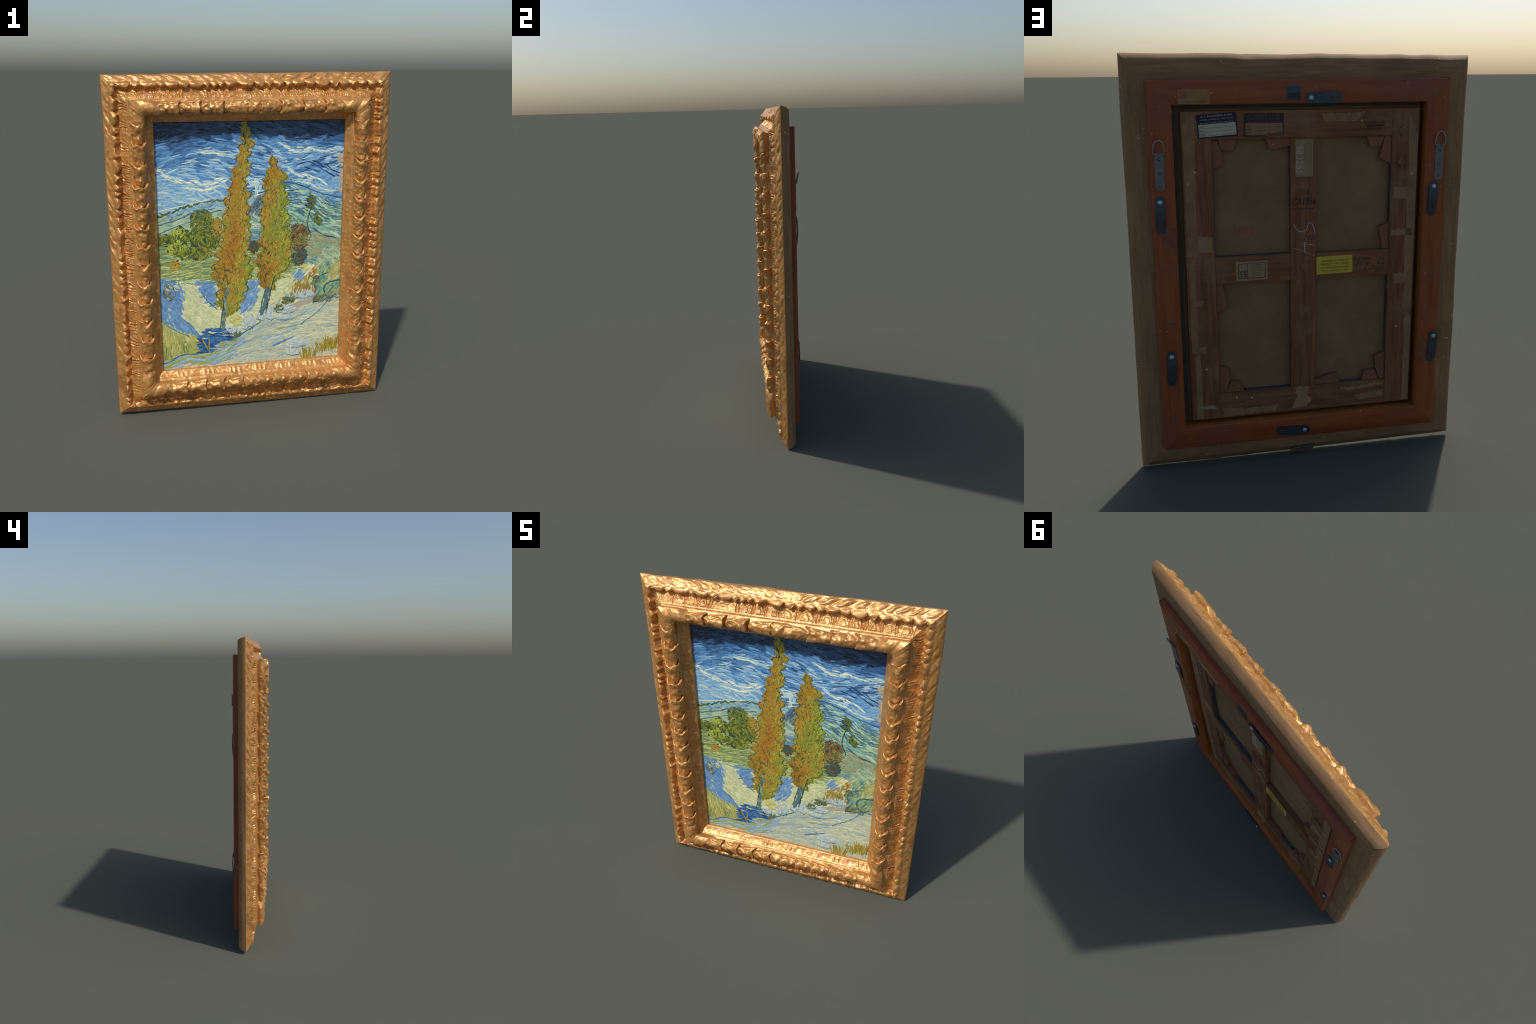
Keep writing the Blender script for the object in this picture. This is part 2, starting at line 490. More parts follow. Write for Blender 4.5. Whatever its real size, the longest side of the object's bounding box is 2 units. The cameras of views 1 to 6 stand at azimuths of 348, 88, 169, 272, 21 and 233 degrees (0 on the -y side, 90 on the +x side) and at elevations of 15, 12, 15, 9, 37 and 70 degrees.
def leaf_mesh(rail, direction, seed, length):
    """one carved leaf cup; grows from its tail (t = 0) to its rim (t = 1) along `direction`"""
    r = np.random.default_rng(seed)
    cross = rail in ('top', 'bottom')
    n, m = 48, 52
    s = np.linspace(0, 1, m)
    idx = R0 + 1 + s * (R1 - R0 - 2)
    base = np.stack([np.interp(idx, np.arange(len(PROF)), PROF[:, k]) for k in (0, 1)], 1)
    nrm = np.stack([np.interp(idx, np.arange(len(PROF)), NRM[:, k]) for k in (0, 1)], 1)
    t = np.concatenate([np.linspace(-0.02, 0.935, n - 9), [0.955, 0.972, 0.986, 0.996, 1.0, 0.998, 0.99, 0.975, 0.94]])
    drop = np.concatenate([np.zeros(n - 8), [0.03, 0.09, 0.18, 0.32, 0.5, 0.72, 0.92, 1.06]])     # last rows turn in under the rim
    T, SS = np.meshgrid(t, s, indexing='ij')
    D = np.broadcast_to(drop[:, None], T.shape)
    e = (SS - 0.5) * 2
    skew = r.uniform(-0.12, 0.12)
    horns = (0.24 * np.abs(e + skew * 0.5) ** 2.0 + 0.05 * np.cos(e * r.uniform(6, 10) + r.uniform(0, 6)) - 0.05) * (0.55 if cross else 1.0)
    reach = T * (1 + horns * sstep(0.35, 1.0, T)) + 0.02 * vnoise(e * 3 + seed, T * 4, 3)
    # tulip outline: round at the tail, nearly straight to the flared rim
    tail = np.sqrt(np.clip(1 - (np.clip(0.40 - T, 0, 0.42) / 0.42) ** 2.2, 0, 1))
    half = 0.77 * tail + 0.20 * sstep(0.35, 1.0, T) ** 1.3
    q = np.abs(e + 0.3 * skew) / np.maximum(half, 1e-3)
    across = np.sqrt(np.clip(1 - q ** 2.5, 0, 1))
    rise = 0.54 + 0.46 * sstep(0.05, 0.85, T)
    h = 0.0255 * rise * across
    lip = sstep(0.80, 0.98, T)
    h += 0.0050 * lip * (0.35 + 0.65 * np.abs(e) ** 1.4) * (q < 1)
    h += 0.0030 * bump(e, r.uniform(-.15, .15), 0.17) * sstep(0.35, 0.8, T) * (1 - lip) * (q < 1)
    groove = bump(np.abs(e), 0.46 + 0.06 * np.sin(T * 6 + seed), 0.10)
    h -= 0.0048 * groove * sstep(0.25, 0.6, T) * (1 - 0.8 * lip) * (q < 1)
    bx, bt = r.uniform(-0.15, 0.25), r.uniform(0.16, 0.34)
    h += 0.0055 * np.exp(-((e - bx) / 0.13) ** 2 - ((T - bt) / 0.075) ** 2)
    sd = seed * 3.7
    h += (0.0062 * vnoise(T * 4 + sd, e * 2.6, 1) + 0.0032 * vnoise(T * 8 + sd, e * 5, 2) + 0.0007 * vnoise(T * 19 + sd, e * 12, 4)) * np.clip(across * 2, 0, 1)
    h = np.maximum(h, -0.0015) * (1 - D) - 0.003 * (D > 1)
    h = np.where(q >= 1, -0.002, h)
    a = (reach - 0.5) * length * direction
    d = base[:, 0][None, :] + nrm[:, 0][None, :] * h * 0.9
    y = base[:, 1][None, :] + nrm[:, 1][None, :] * h
    if rail == 'left':
        P = np.stack([d - HX, y, a], -1)
    elif rail == 'right':
        P = np.stack([HX - d, y, a], -1)
    elif rail == 'top':
        P = np.stack([a, y, CZ + HZ - d], -1)
    else:
        P = np.stack([a, y, CZ - HZ + d], -1)
    flip = (rail in ('left', 'bottom')) ^ (direction < 0)
    return quad_mesh('carved_leaf', P.reshape(-1, 3), grid_quads(n, m, 0, flip))


def build_leaves():
    cache = {}
    count = 0

    def put(rail, direction, pos):
        nonlocal count
        v = int(rng.integers(0, 5))
        key = (rail, direction, v)
        if key not in cache:
            ln = 0.112 if rail in ('left', 'right') else 0.121
            me = leaf_mesh(rail, direction, 10 + count, ln)
            me.materials.append(GOLD)
            cache[key] = me
        ob = bpy.data.objects.new('carved_leaf', cache[key])
        bpy.context.scene.collection.objects.link(ob)
        ob.parent = gilt_frame
        j = rng.normal(0, 0.003)
        ob.location = (-0.006, 0, pos + j) if rail in ('left', 'right') else (pos + j, 0, 0)
        sc = 1 + rng.normal(0, 0.03)
        ob.scale = (1, 1, sc) if rail in ('left', 'right') else (sc, 1, 1)
        count += 1
    # cups climb the side rails; rims every 0.1115 m
    for i in range(-1, 12):
        put('left', 1, 1.621 - 0.1115 * i - 0.056)
        put('right', 1, 1.621 - 0.1115 * i - 0.056)
    # on the cross rails they run from the corners to a knot in the middle
    for x in (-0.477, -0.354, -0.227, -0.100):
        put('top', 1, x)
    for x in (0.092, 0.213, 0.339, 0.462):
        put('top', -1, x)
    for x in (-0.470, -0.362, -0.250, -0.135):
        put('bottom', 1, x)
    for x in (0.060, 0.160, 0.265, 0.372, 0.475):
        put('bottom', -1, x)
    return cache


build_leaves()


def knot(rail, x0, seed):
    """crossed ribbon in the middle of a cross rail, and plain folded leaves at its corners"""
    n, m = 34, 44
    s = np.linspace(0, 1, m)
    idx = R0 + 1 + s * (R1 - R0 - 2)
    base = np.stack([np.interp(idx, np.arange(len(PROF)), PROF[:, k]) for k in (0, 1)], 1)
    nrm = np.stack([np.interp(idx, np.arange(len(PROF)), NRM[:, k]) for k in (0, 1)], 1)
    w = 0.052
    a, e = np.meshgrid(np.linspace(-w, w, n), np.linspace(-1, 1, m), indexing='ij')
    u = a / w
    h = 0.018 * (1 - np.abs(u) ** 4) * np.clip(1 - np.abs(e) ** 6, 0, 1)
    h += 0.005 * bump(u * 0.85 - e, 0, 0.22) + 0.005 * bump(u * 0.85 + e, 0, 0.22)
    h += 0.0025 * vnoise(u * 3 + seed, e * 3, 2)
    h = np.maximum(h, 0.0003)
    d = base[:, 0][None, :] + nrm[:, 0][None, :] * h * 0.9
    y = base[:, 1][None, :] + nrm[:, 1][None, :] * h
    z = CZ + HZ - d if rail == 'top' else CZ - HZ + d
    P = np.stack([a + x0, y, z], -1)
    me = quad_mesh('carved_knot', P.reshape(-1, 3), grid_quads(n, m, 0, rail == 'bottom'))
    new_obj('carved_knot', me, gilt_frame, GOLD)


knot('top', -0.004, 1.3)
knot('bottom', -0.028, 5.1)


# ------------------------------------------------------------------ mitred wooden frames behind
def mitred_rail(name, rail, prof, mat, parent, wob=0.0, closed=True, n=90):
    prof = np.array(prof, float)
    H = LENS[rail]
    f = np.linspace(-1, 1, n)
    d = np.broadcast_to(prof[:, 0][None, :], (n, len(prof))).copy()
    y = np.broadcast_to(prof[:, 1][None, :], (n, len(prof))).copy()
    a = f[:, None] * (H - d)
    if wob:
        k = {'left': 1, 'right': 2, 'top': 3, 'bottom': 4}[rail]
        w = np.zeros(len(prof))
        w[1:8] = 1
        fade = sstep(0, 0.06, H - np.abs(a))
        d += w * wob * fade * (vnoise(a * 4, a * 0 + 2, k) * 0.7 + vnoise(a * 13, a * 0 + 5, k) * 0.3)
    P = place(rail, a, d, y)
    m = len(prof)
    if closed:
        P = np.concatenate([P, P[:, :1]], 1)
        m += 1
    me = quad_mesh(name, P.reshape(-1, 3), grid_quads(n, m, 0, rail in ('left', 'bottom')))
    me.set_sharp_from_angle(angle=math.radians(38))
    return new_obj(name, me, parent, mat)


def grain_dir(rail):
    return 'z' if rail in ('left', 'right') else 'x'


for rail in ('left', 'right', 'top', 'bottom'):
    c = {'left': 0.017, 'right': 0.019, 'top': 0.021, 'bottom': 0.034}[rail]
    back = [(0.0, 0.009), (0.0008, 0.016), (0.0036, 0.0235), (c * 0.35, 0.0320), (c * 0.65, 0.0415), (c, 0.0500), (c + 0.005, 0.0545), (c + 0.012, 0.0568),
            (0.05, 0.0585), (0.112, 0.0605), (0.165, 0.0600), (0.165, 0.010), (0.262, 0.0085), (0.2665, 0.008), (0.2665, 0.004)]
    mitred_rail('back_rail', rail, back, RAW_WOOD[grain_dir(rail)], back_frame,
                0.009 if rail == 'top' else 0.003, closed=False)
    red = [(0.1145, 0.0590), (0.1142, 0.0865), (0.1160, 0.0905), (0.1195, 0.0925), (0.2145, 0.0925), (0.2180, 0.0915),
           (0.2197, 0.0885), (0.2200, 0.0095), (0.1620, 0.0096), (0.1620, 0.0590)]
    if rail in ('top',):
        red = [(p[0] + 0.0025, p[1]) for p in red]
    mitred_rail('red_rail', rail, red, RED_WOOD[grain_dir(rail)], red_frame, 0, True, 40)

# bare amber wood on the inner walls of the red frame
AMBER_WOOD = {a: wood('amber_wood_' + a, (0.26, 0.070, 0.014, 1), (0.36, 0.115, 0.020, 1), (0.44, 0.16, 0.035, 1), a, 0.5, 0.8, (0.22, 0.07, 0.03, 1)) for a in 'xz'}
for rail in ('left', 'right', 'top', 'bottom'):
    sh = 0.0025 if rail == 'top' else 0.0
    wall = [(0.2190, 0.0900), (0.2203, 0.0890), (0.2212, 0.0860), (0.2222, 0.0250), (0.2215, 0.0115), (0.2185, 0.0115)]
    mitred_rail('inner_wall', rail, [(p[0] + sh, p[1]) for p in wall], AMBER_WOOD[grain_dir(rail)], red_frame, 0, True, 40)

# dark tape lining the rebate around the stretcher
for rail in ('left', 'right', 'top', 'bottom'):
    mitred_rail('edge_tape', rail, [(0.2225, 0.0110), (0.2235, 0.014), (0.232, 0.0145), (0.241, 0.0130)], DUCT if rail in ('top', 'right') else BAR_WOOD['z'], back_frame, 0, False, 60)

# ------------------------------------------------------------------ stretcher bars
YB, YF = 0.060, 0.0285
bars = [('z', 0.419, 0.556, 0.244, 1.743), ('z', -0.567, -0.436, 0.244, 1.743),
        ('x', -0.4355, 0.4185, 1.6175, 1.7435), ('x', -0.4355, 0.4185, 0.2435, 0.3745),
        ('z', -0.067, 0.0575, 0.375, 1.617), ('x', 0.058, 0.4185, 0.936, 1.069), ('x', -0.4355, -0.0675, 0.936, 1.066)]
for i, (g, x0, x1, z0, z1) in enumerate(bars):
    me = box_mesh('stretcher_bar', x0, x1, YF, YB - 0.0006 * (i % 3), z0, z1, 0.0022)
    new_obj('stretcher_bar', me, stretcher, BAR_WOOD[g])

KEYS = [[(0.4185, 1.612), (0.393, 1.612), (0.372, 1.546), (0.376, 1.500), (0.4185, 1.485)],
        [(0.391, 1.617), (0.305, 1.617), (0.319, 1.567), (0.368, 1.567), (0.379, 1.571)],
        [(0.172, 1.617), (0.058, 1.617), (0.058, 1.583), (0.105, 1.569), (0.154, 1.566)],
        [(-0.311, 1.617), (-0.400, 1.617), (-0.384, 1.566), (-0.331, 1.567)],
        [(-0.402, 1.617), (-0.4355, 1.617), (-0.4355, 1.483), (-0.377, 1.514)],
        [(-0.4355, 1.198), (-0.4355, 1.067), (-0.405, 1.067), (-0.384, 1.177)],
        [(0.4185, 0.935), (0.391, 0.935), (0.370, 0.862), (0.371, 0.811), (0.4185, 0.794)],
        [(0.4185, 0.517), (0.370, 0.504), (0.363, 0.440), (0.384, 0.375), (0.4185, 0.375)],
        [(0.361, 0.432), (0.313, 0.427), (0.293, 0.375), (0.383, 0.375)],
        [(-0.068, 0.400), (-0.143, 0.425), (-0.185, 0.425), (-0.199, 0.375), (-0.068, 0.375)],
        [(-0.326, 0.428), (-0.384, 0.428), (-0.404, 0.375), (-0.313, 0.375)],
        [(-0.381, 0.506), (-0.4355, 0.522), (-0.4355, 0.375), (-0.407, 0.375), (-0.386, 0.440)]]
for i, k in enumerate(KEYS):
    new_obj('wedge', prism_mesh('wedge', k, YF, 0.0525 - 0.0015 * (i % 2), 0.0012), stretcher, KEY_WOOD)

# bluish slips modelled for the reflected tint at the pane edges
reflection_strips = [(0.416, 0.4195, 1.08, 1.50), (-0.437, -0.4325, 1.20, 1.49), (0.0535, 0.058, 0.38, 0.93), (0.055, 0.059, 1.30, 1.58), (-0.438, -0.4325, 0.53, 0.93)]
REFLECTION_TINT = plain('blue_grey_reflection', (0.045, 0.062, 0.072, 1), 0.6, 0.3, 12)
for x0, x1, z0, z1 in reflection_strips:
    new_obj('reflection_strip', box_mesh('reflection_strip', x0, x1, YF, 0.0485, z0, z1, 0.0008), stretcher, REFLECTION_TINT)
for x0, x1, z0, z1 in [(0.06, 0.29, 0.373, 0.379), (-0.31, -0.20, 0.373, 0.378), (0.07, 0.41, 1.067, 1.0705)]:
    new_obj('reflection_strip', box_mesh('reflection_strip', x0, x1, YF, 0.0485, z0, z1, 0.0008), stretcher, REFLECTION_TINT)


# ------------------------------------------------------------------ paper, tape and lettering on the back
def back_patch(name, pts, mat, parent, y=YB, thick=0.0008, torn=0.0, seed=0, step=0.012):
    out = ragged(pts, torn, step, seed) if torn else pts
    return new_obj(name, prism_mesh(name, out, y - 0.0008, y + thick), parent, mat)


def rect(x0, x1, z0, z1, ang=0.0):
    cx, cz = (x0 + x1) / 2, (z0 + z1) / 2
    c, s = math.cos(ang), math.sin(ang)
    return [(cx + (x - cx) * c - (z - cz) * s, cz + (x - cx) * s + (z - cz) * c) for x, z in ((x0, z0), (x1, z0), (x1, z1), (x0, z1))]


def lettering(text, size, x, z, y, mat, parent, ang=0.0, align='CENTER', width=None, shear=0.0, depth=0.0004, name='lettering'):
    cu = bpy.data.curves.new('lettering', 'FONT')
    cu.body, cu.size, cu.align_x, cu.align_y = text, size, align, 'CENTER'
    cu.extrude, cu.shear, cu.resolution_u = depth, shear, 3
    tmp = bpy.data.objects.new('tmp_text', cu)
    me = bpy.data.meshes.new_from_object(tmp)
    bpy.data.objects.remove(tmp)
    bpy.data.curves.remove(cu)
    if width:
        xs = [v.co.x for v in me.vertices]
        k = width / max(max(xs) - min(xs), 1e-6)
        for v in me.vertices:
            v.co.x *= k
    me.name = name
    basis = Matrix(((-1, 0, 0), (0, 0, 1), (0, 1, 0))).to_4x4()
    rot = Matrix.Rotation(ang, 4, 'Z')
    me.transform(Matrix.Translation((x, y, z)) @ basis @ rot)
    me.materials.clear()
    return new_obj(name, me, parent, mat)


def stroke_line(name, pts, width, y, mat, parent, depth=0.0006):
    """a drawn line: a flat rounded ribbon through the points (x, z), lying on the back"""
    cu = bpy.data.curves.new(name, 'CURVE')
    cu.dimensions, cu.bevel_depth, cu.bevel_resolution = '3D', width / 2, 1
    sp = cu.splines.new('POLY')
    p = np.array(pts, float)
    if len(p) > 2:      # smooth the polyline
        for _ in range(2):
            q = [p[0]]
            for a, b in zip(p[:-1], p[1:]):
                q += [a * 0.75 + b * 0.25, a * 0.25 + b * 0.75]
            p = np.array(q + [p[-1]])
    sp.points.add(len(p) - 1)
    for i, (x, z) in enumerate(p):
        sp.points[i].co = (x, 0, z, 1)
    tmp = bpy.data.objects.new('tmp_line', cu)
    me = bpy.data.meshes.new_from_object(tmp)
    bpy.data.objects.remove(tmp)
    bpy.data.curves.remove(cu)
    for v in me.vertices:
        v.co.y = y + v.co.y * depth / (width / 2)
    me.materials.clear()
    return new_obj(name, me, parent, mat)


# paper tape along the edges of the side bars
def tape_strip(x_in, x_out, z0, z1, seed, mat=TAPE):
    n = 60
    zs = np.linspace(z0, z1, n)
    w = 0.004 * vnoise(zs * 9, zs * 0, seed) + 0.002 * vnoise(zs * 31, zs * 0, seed + 1)
    pts = [(x_out, z) for z in zs[::6]] + [(x_in + k, z) for z, k in zip(zs[::-1], w[::-1])]
    new_obj('paper_tape', prism_mesh('paper_tape', pts, YB - 0.001, YB + 0.0007), stretcher, mat)


tape_strip(0.497, 0.549, 1.08, 1.735, 2)
tape_strip(0.513, 0.545, 0.60, 1.08, 5)
tape_strip(0.503, 0.530, 0.25, 0.60, 8)
tape_strip(-0.519, -0.5640, 0.75, 1.705, 3)
tape_strip(-0.530, -0.5640, 0.25, 0.75, 6)
for i, (p, mt) in enumerate([
        ([(0.502, 1.175), (0.432, 1.168), (0.432, 1.095), (0.502, 1.097)], TAPE_LIGHT),
        ([(-0.448, 1.374), (-0.548, 1.370), (-0.533, 1.312), (-0.450, 1.317)], TAPE),
        ([(-0.441, 1.160), (-0.551, 1.169), (-0.552, 1.132), (-0.442, 1.132)], TAPE),
        ([(-0.464, 0.940), (-0.531, 0.940), (-0.516, 0.885), (-0.466, 0.886)], TAPE),
        ([(0.525, 0.320), (0.437, 0.313), (0.435, 0.295), (0.523, 0.300)], TAPE_GREY),
        ([(0.526, 0.862), (0.479, 0.861), (0.490, 0.834), (0.528, 0.831)], TAPE),
        ([(0.525, 0.627), (0.479, 0.629), (0.480, 0.594), (0.523, 0.595)], TAPE),
        ([(0.040, 0.372), (-0.035, 0.372), (-0.022, 0.335), (-0.050, 0.300), (-0.020, 0.262), (0.055, 0.262), (0.025, 0.320)], TAPE_LIGHT),
        ([(-0.270, 0.300), (-0.430, 0.318), (-0.430, 0.285), (-0.300, 0.270)], TAPE),
        ([(0.400, 0.300), (0.300, 0.285), (0.120, 0.290), (0.140, 0.255), (0.400, 0.250)], TAPE),
        ([(-0.170, 0.352), (-0.300, 0.348), (-0.425, 0.362), (-0.425, 0.345), (-0.250, 0.330)], TAPE),
        ([(-0.085, 1.725), (-0.300, 1.730), (-0.260, 1.690), (-0.110, 1.685)], TAPE),
        ([(0.014, 1.018), (-0.027, 1.027), (-0.035, 0.990), (0.003, 0.981)], KEY_WOOD)]):
    back_patch('paper_patch', p, mt, stretcher, YB - 0.0004 + 0.0001 * i, 0.0009, 0.0028, 40 + i, 0.009)
for i, p in enumerate([[(-0.463, 1.639), (-0.490, 1.669), (-0.516, 1.643), (-0.490, 1.610)],
                       [(-0.458, 1.497), (-0.479, 1.518), (-0.508, 1.496), (-0.487, 1.464)]]):
    back_patch('wooden_block', ragged(p, 0.002, 0.012, i), BAR_WOOD['x'], stretcher, YB, 0.006)
# pale spots of spilt plaster
for x, z in [(0.4995, 1.474), (0.531, 1.42), (-0.541, 1.435), (0.479, 0.51), (0.335, 0.348), (0.258, 0.340), (-0.487, 0.66), (-0.497, 1.49), (-0.285, 1.69), (-0.36, 0.355)]:
    ring = [(x + 0.0055 * math.cos(k * 0.785) * rng.uniform(0.7, 1.2), z + 0.0055 * math.sin(k * 0.785) * rng.uniform(0.7, 1.2)) for k in range(8)]
    back_patch('plaster_spot', ring, PAPER_WHITE, stretcher, YB, 0.0012)

# printed address labels on the top bar
yl = YB + 0.0012


def dealer_label(cx, cz, w, h, ang, paper, faded):
    lab = back_patch('paper_label', rect(cx - w / 2, cx + w / 2, cz - h / 2, cz + h / 2, ang), INK_FADED if faded else INK_NAVY, stretcher, yl)
    c, s = math.cos(ang), math.sin(ang)

    def loc(u, v):
        return (cx + u * c - v * s, cz + u * s + v * c)
    bw = w / 2 - 0.006
    p = [loc(-bw, -h / 2 + 0.006), loc(bw, -h / 2 + 0.006), loc(bw, h * 0.08), loc(-bw, h * 0.08)]
    back_patch('label_field', p, paper, lab, yl + 0.0004)
    ink = paper
    for k, (txt, sz) in enumerate((('W. S. BUDWORTH & SON', 0.0125), ('PACKERS & SHIPPERS OF WORKS OF ART', 0.0085), ('424 West 52nd St., New York, N. Y.', 0.0085))):
        q = loc(0, h * 0.40 - k * 0.0145)
        lettering(txt, sz, q[0], q[1], yl + 0.0011, ink, lab, -ang, width=(w * 0.80, w * 0.83, w * 0.86)[k])
    for k, txt in enumerate(('TITLE', 'ARTIST', 'OWNER')):
        v = -h * 0.03 - k * h * 0.155
        q = loc(bw - 0.014, v)
        lettering(txt, 0.0075, q[0], q[1], yl + 0.0014, INK_BLACK, lab, -ang)
        a, b = loc(bw - 0.002, v - 0.006), loc(-bw + 0.004, v - 0.006)
        stroke_line('ruled_line', [a, b], 0.0012, yl + 0.0012, INK_BLACK, lab)
    for sx in (-1, 1):
        pass
    return lab


dealer_label(0.3925, 1.681, 0.180, 0.106, -0.072, PAPER_WHITE, False)
dealer_label(0.1795, 1.679, 0.182, 0.104, 0.012, PAPER_TAN, True)
back_patch('torn_edge', [(0.165, 1.636), (0.086, 1.650), (0.084, 1.620), (0.168, 1.620)], BAR_WOOD['x'], stretcher, yl, 0.0014, 0.003, 3, 0.01)

# upright label with inventory number
lab = back_patch('paper_label', rect(-0.0545, 0.0370, 1.4345, 1.6135), INK_OLIVE, stretcher, YB + 0.0003)
back_patch('label_field', rect(-0.0500, 0.0330, 1.439, 1.609), PAPER_KHAKI, lab, YB + 0.0008)
lettering('58.32.55', 0.05, 0.015, 1.515, YB + 0.0018, CHALK, lab, -math.pi / 2, width=0.125)
for k in range(5):
    stroke_line('ruled_line', [(-0.008 - k * 0.009, 1.595), (-0.008 - k * 0.009, 1.600 - 0.10 - 0.02 * (k % 2))], 0.0013, YB + 0.0016, INK_OLIVE, lab)

# framed label with the number 55
lab = back_patch('paper_label', rect(0.170, 0.3235, 0.949, 1.043, -0.010), PAPER_KHAKI, stretcher, YB + 0.0003)
fr = [(0.310, 0.959), (0.182, 0.961), (0.182, 1.034), (0.310, 1.031)]
yy_ = YB + 0.0013
for a, b in zip(fr, fr[1:] + fr[:1]):
    stroke_line('ruled_line', [a, b], 0.0026, yy_, INK_BLACK, lab)
stroke_line('ruled_line', [(0.267, 0.960), (0.267, 1.032)], 0.0026, yy_, INK_BLACK, lab)
stroke_line('ruled_line', [(0.310, 0.996), (0.267, 0.996)], 0.0026, yy_, INK_BLACK, lab)
lettering('55', 0.038, 0.288, 0.978, yy_, INK_BLACK, lab, depth=0.0006)
lettering('N', 0.012, 0.290, 1.014, yy_, INK_OLIVE, lab)
for k, t in enumerate(('PEUPLIERS', 'Deux arbres', 'sur la route', 'pres de', 'Provence')):
    lettering(t, 0.0125, 0.224, 1.022 - k * 0.012, yy_, INK_OLIVE, lab, 0.03)

# yellow exhibition label
lab = back_patch('paper_label', rect(-0.2505, -0.0700, 0.9585, 1.0470, -0.012), PAPER_YELLOW, stretcher, YB + 0.0003)
for k, (t, sz, w) in enumerate((('EXHIBITION OF WORK BY', 0.011, 0.128), ('VINCENT VAN GOGH', 0.016, 0.145),
                                ('THE CLEVELAND MUSEUM OF ART', 0.0095, 0.146), ('November 3 to December 12, 1948', 0.0095, 0.130))):
    lettering(t, sz, -0.160, 1.0225 - k * 0.0155 - (0.002 if k > 1 else 0), YB + 0.0014, INK_OLIVE, lab, -0.012 + 0.03, width=w)

# handwriting
yw = YB + 0.0002
lettering('CA1956', 0.048, -0.006, 1.318, yw, INK_BLACK, stretcher, 0.02, width=0.112, shear=0.25, name='pencil_number')
stroke_line('pencil_line', [(0.046, 1.286), (-0.060, 1.283)], 0.003, yw, INK_BLACK, stretcher)
stroke_line('chalk_mark', [(0.041, 1.215), (0.034, 1.190), (0.010, 1.171), (-0.018, 1.178), (-0.026, 1.200), (-0.029, 1.218), (-0.046, 1.213), (-0.055, 1.195), (-0.062, 1.162)], 0.0050, yw, CHALK, stretcher)
stroke_line('chalk_mark', [(-0.010, 1.124), (-0.011, 1.071)], 0.0065, yw, CHALK, stretcher)
stroke_line('chalk_mark', [(-0.012, 1.114), (-0.057, 1.106)], 0.0040, yw, CHALK, stretcher)
stroke_line('chalk_mark', [(0.043, 1.094), (0.0, 1.080), (-0.063, 1.053)], 0.0022, yw, CHALK, stretcher)
lettering('766', 0.04, -0.005, 1.365, yw, INK_FAINT, stretcher, 0.0, shear=0.3, name='pencil_number')
lettering('766', 0.04, -0.030, 1.142, yw, INK_FAINT, stretcher, 0.0, shear=0.3, name='pencil_number')
lettering('5895', 0.050, 0.278, 1.185, 0.0288, INK_RED, stretcher, 0.01, width=0.098, name='stamped_number')
stroke_line('pencil_mark', [(-0.288, 1.028), (-0.275, 0.987)], 0.0036, yw, INK_BLACK, stretcher)
stroke_line('pencil_mark', [(-0.303, 1.022), (-0.318, 1.026), (-0.345, 1.029), (-0.330, 1.005), (-0.313, 0.967)], 0.0034, yw, INK_BLACK, stretcher)
stroke_line('pencil_mark', [(-0.359, 0.988), (-0.362, 0.984)], 0.005, yw, INK_BLACK, stretcher)
stroke_line('pencil_mark', [(-0.412, 1.024), (-0.392, 1.022), (-0.378, 1.000), (-0.390, 0.990), (-0.412, 1.006), (-0.404, 0.980), (-0.378, 0.962), (-0.366, 0.950), (-0.385, 0.952), (-0.415, 0.975)], 0.0034, yw, INK_BLACK, stretcher)
stroke_line('stamped_bar', [(-0.303, 1.665), (-0.396, 1.667)], 0.0085, yw, INK_BLACK, stretcher)
lettering('SCHNEIDER & CIE', 0.016, -0.345, 1.680, yw, INK_FAINT, stretcher, width=0.10, name='stamped_words')
lettering('VERPACKUNG', 0.016, -0.342, 1.650, yw, INK_FAINT, stretcher, width=0.09, name='stamped_words')

# things stuck on the red frame
YR = 0.0925
lab = back_patch('paper_label', rect(0.4245, 0.5640, 1.7765, 1.8395), PAPER_GOLD, red_frame, YR, 0.0007, 0.0009, 5, 0.02)
back_patch('label_field', rect(0.508, 0.562, 1.778, 1.838), PAPER_TAN, lab, YR + 0.0003)
ring = [(0.540 + 0.0135 * math.cos(k * 0.449), 1.816 + 0.0135 * math.sin(k * 0.449)) for k in range(15)]
stroke_line('red_stamp', ring, 0.0045, YR + 0.0013, INK_RED, lab)
stroke_line('red_stamp', [(0.546, 1.822), (0.534, 1.811)], 0.0035, YR + 0.0013, INK_RED, lab)
lettering('G. MORRISON & CO  NEW YORK', 0.010, 0.492, 1.786, YR + 0.0009, INK_OLIVE, lab, width=0.115)
for k, p in enumerate([[(0.663, 1.228), (0.596, 1.228), (0.596, 1.113), (0.659, 1.116)], [(-0.6005, 0.594), (-0.647, 0.584), (-0.646, 0.467), (-0.603, 0.474)],
                       [(-0.600, 1.377), (-0.623, 1.374), (-0.619, 1.237), (-0.602, 1.243)]]):
    back_patch('paper_patch', p, plain('worn_red_paper', (0.20, 0.07, 0.035, 1), 0.7, 0.25, 20), red_frame, YR, 0.0006, 0.0012, 70 + k, 0.015)
sq = back_patch('foil_square', rect(0.0145, 0.0815, 1.7895, 1.8500, 0.02), plain('dull_blue_foil', (0.060, 0.085, 0.11, 1), 0.4, 0.2, 20, metallic=0.3), red_frame, YR, 0.001)
pk = [(0.0785, 1.792), (0.016, 1.792), (0.018, 1.815), (0.022, 1.829), (0.031, 1.824), (0.048, 1.820), (0.058, 1.815), (0.064, 1.822), (0.070, 1.818), (0.072, 1.806)]
back_patch('foil_stain', pk, plain('black_stain', (0.035, 0.040, 0.040, 1), 0.6), sq, YR + 0.0005, 0.0012)


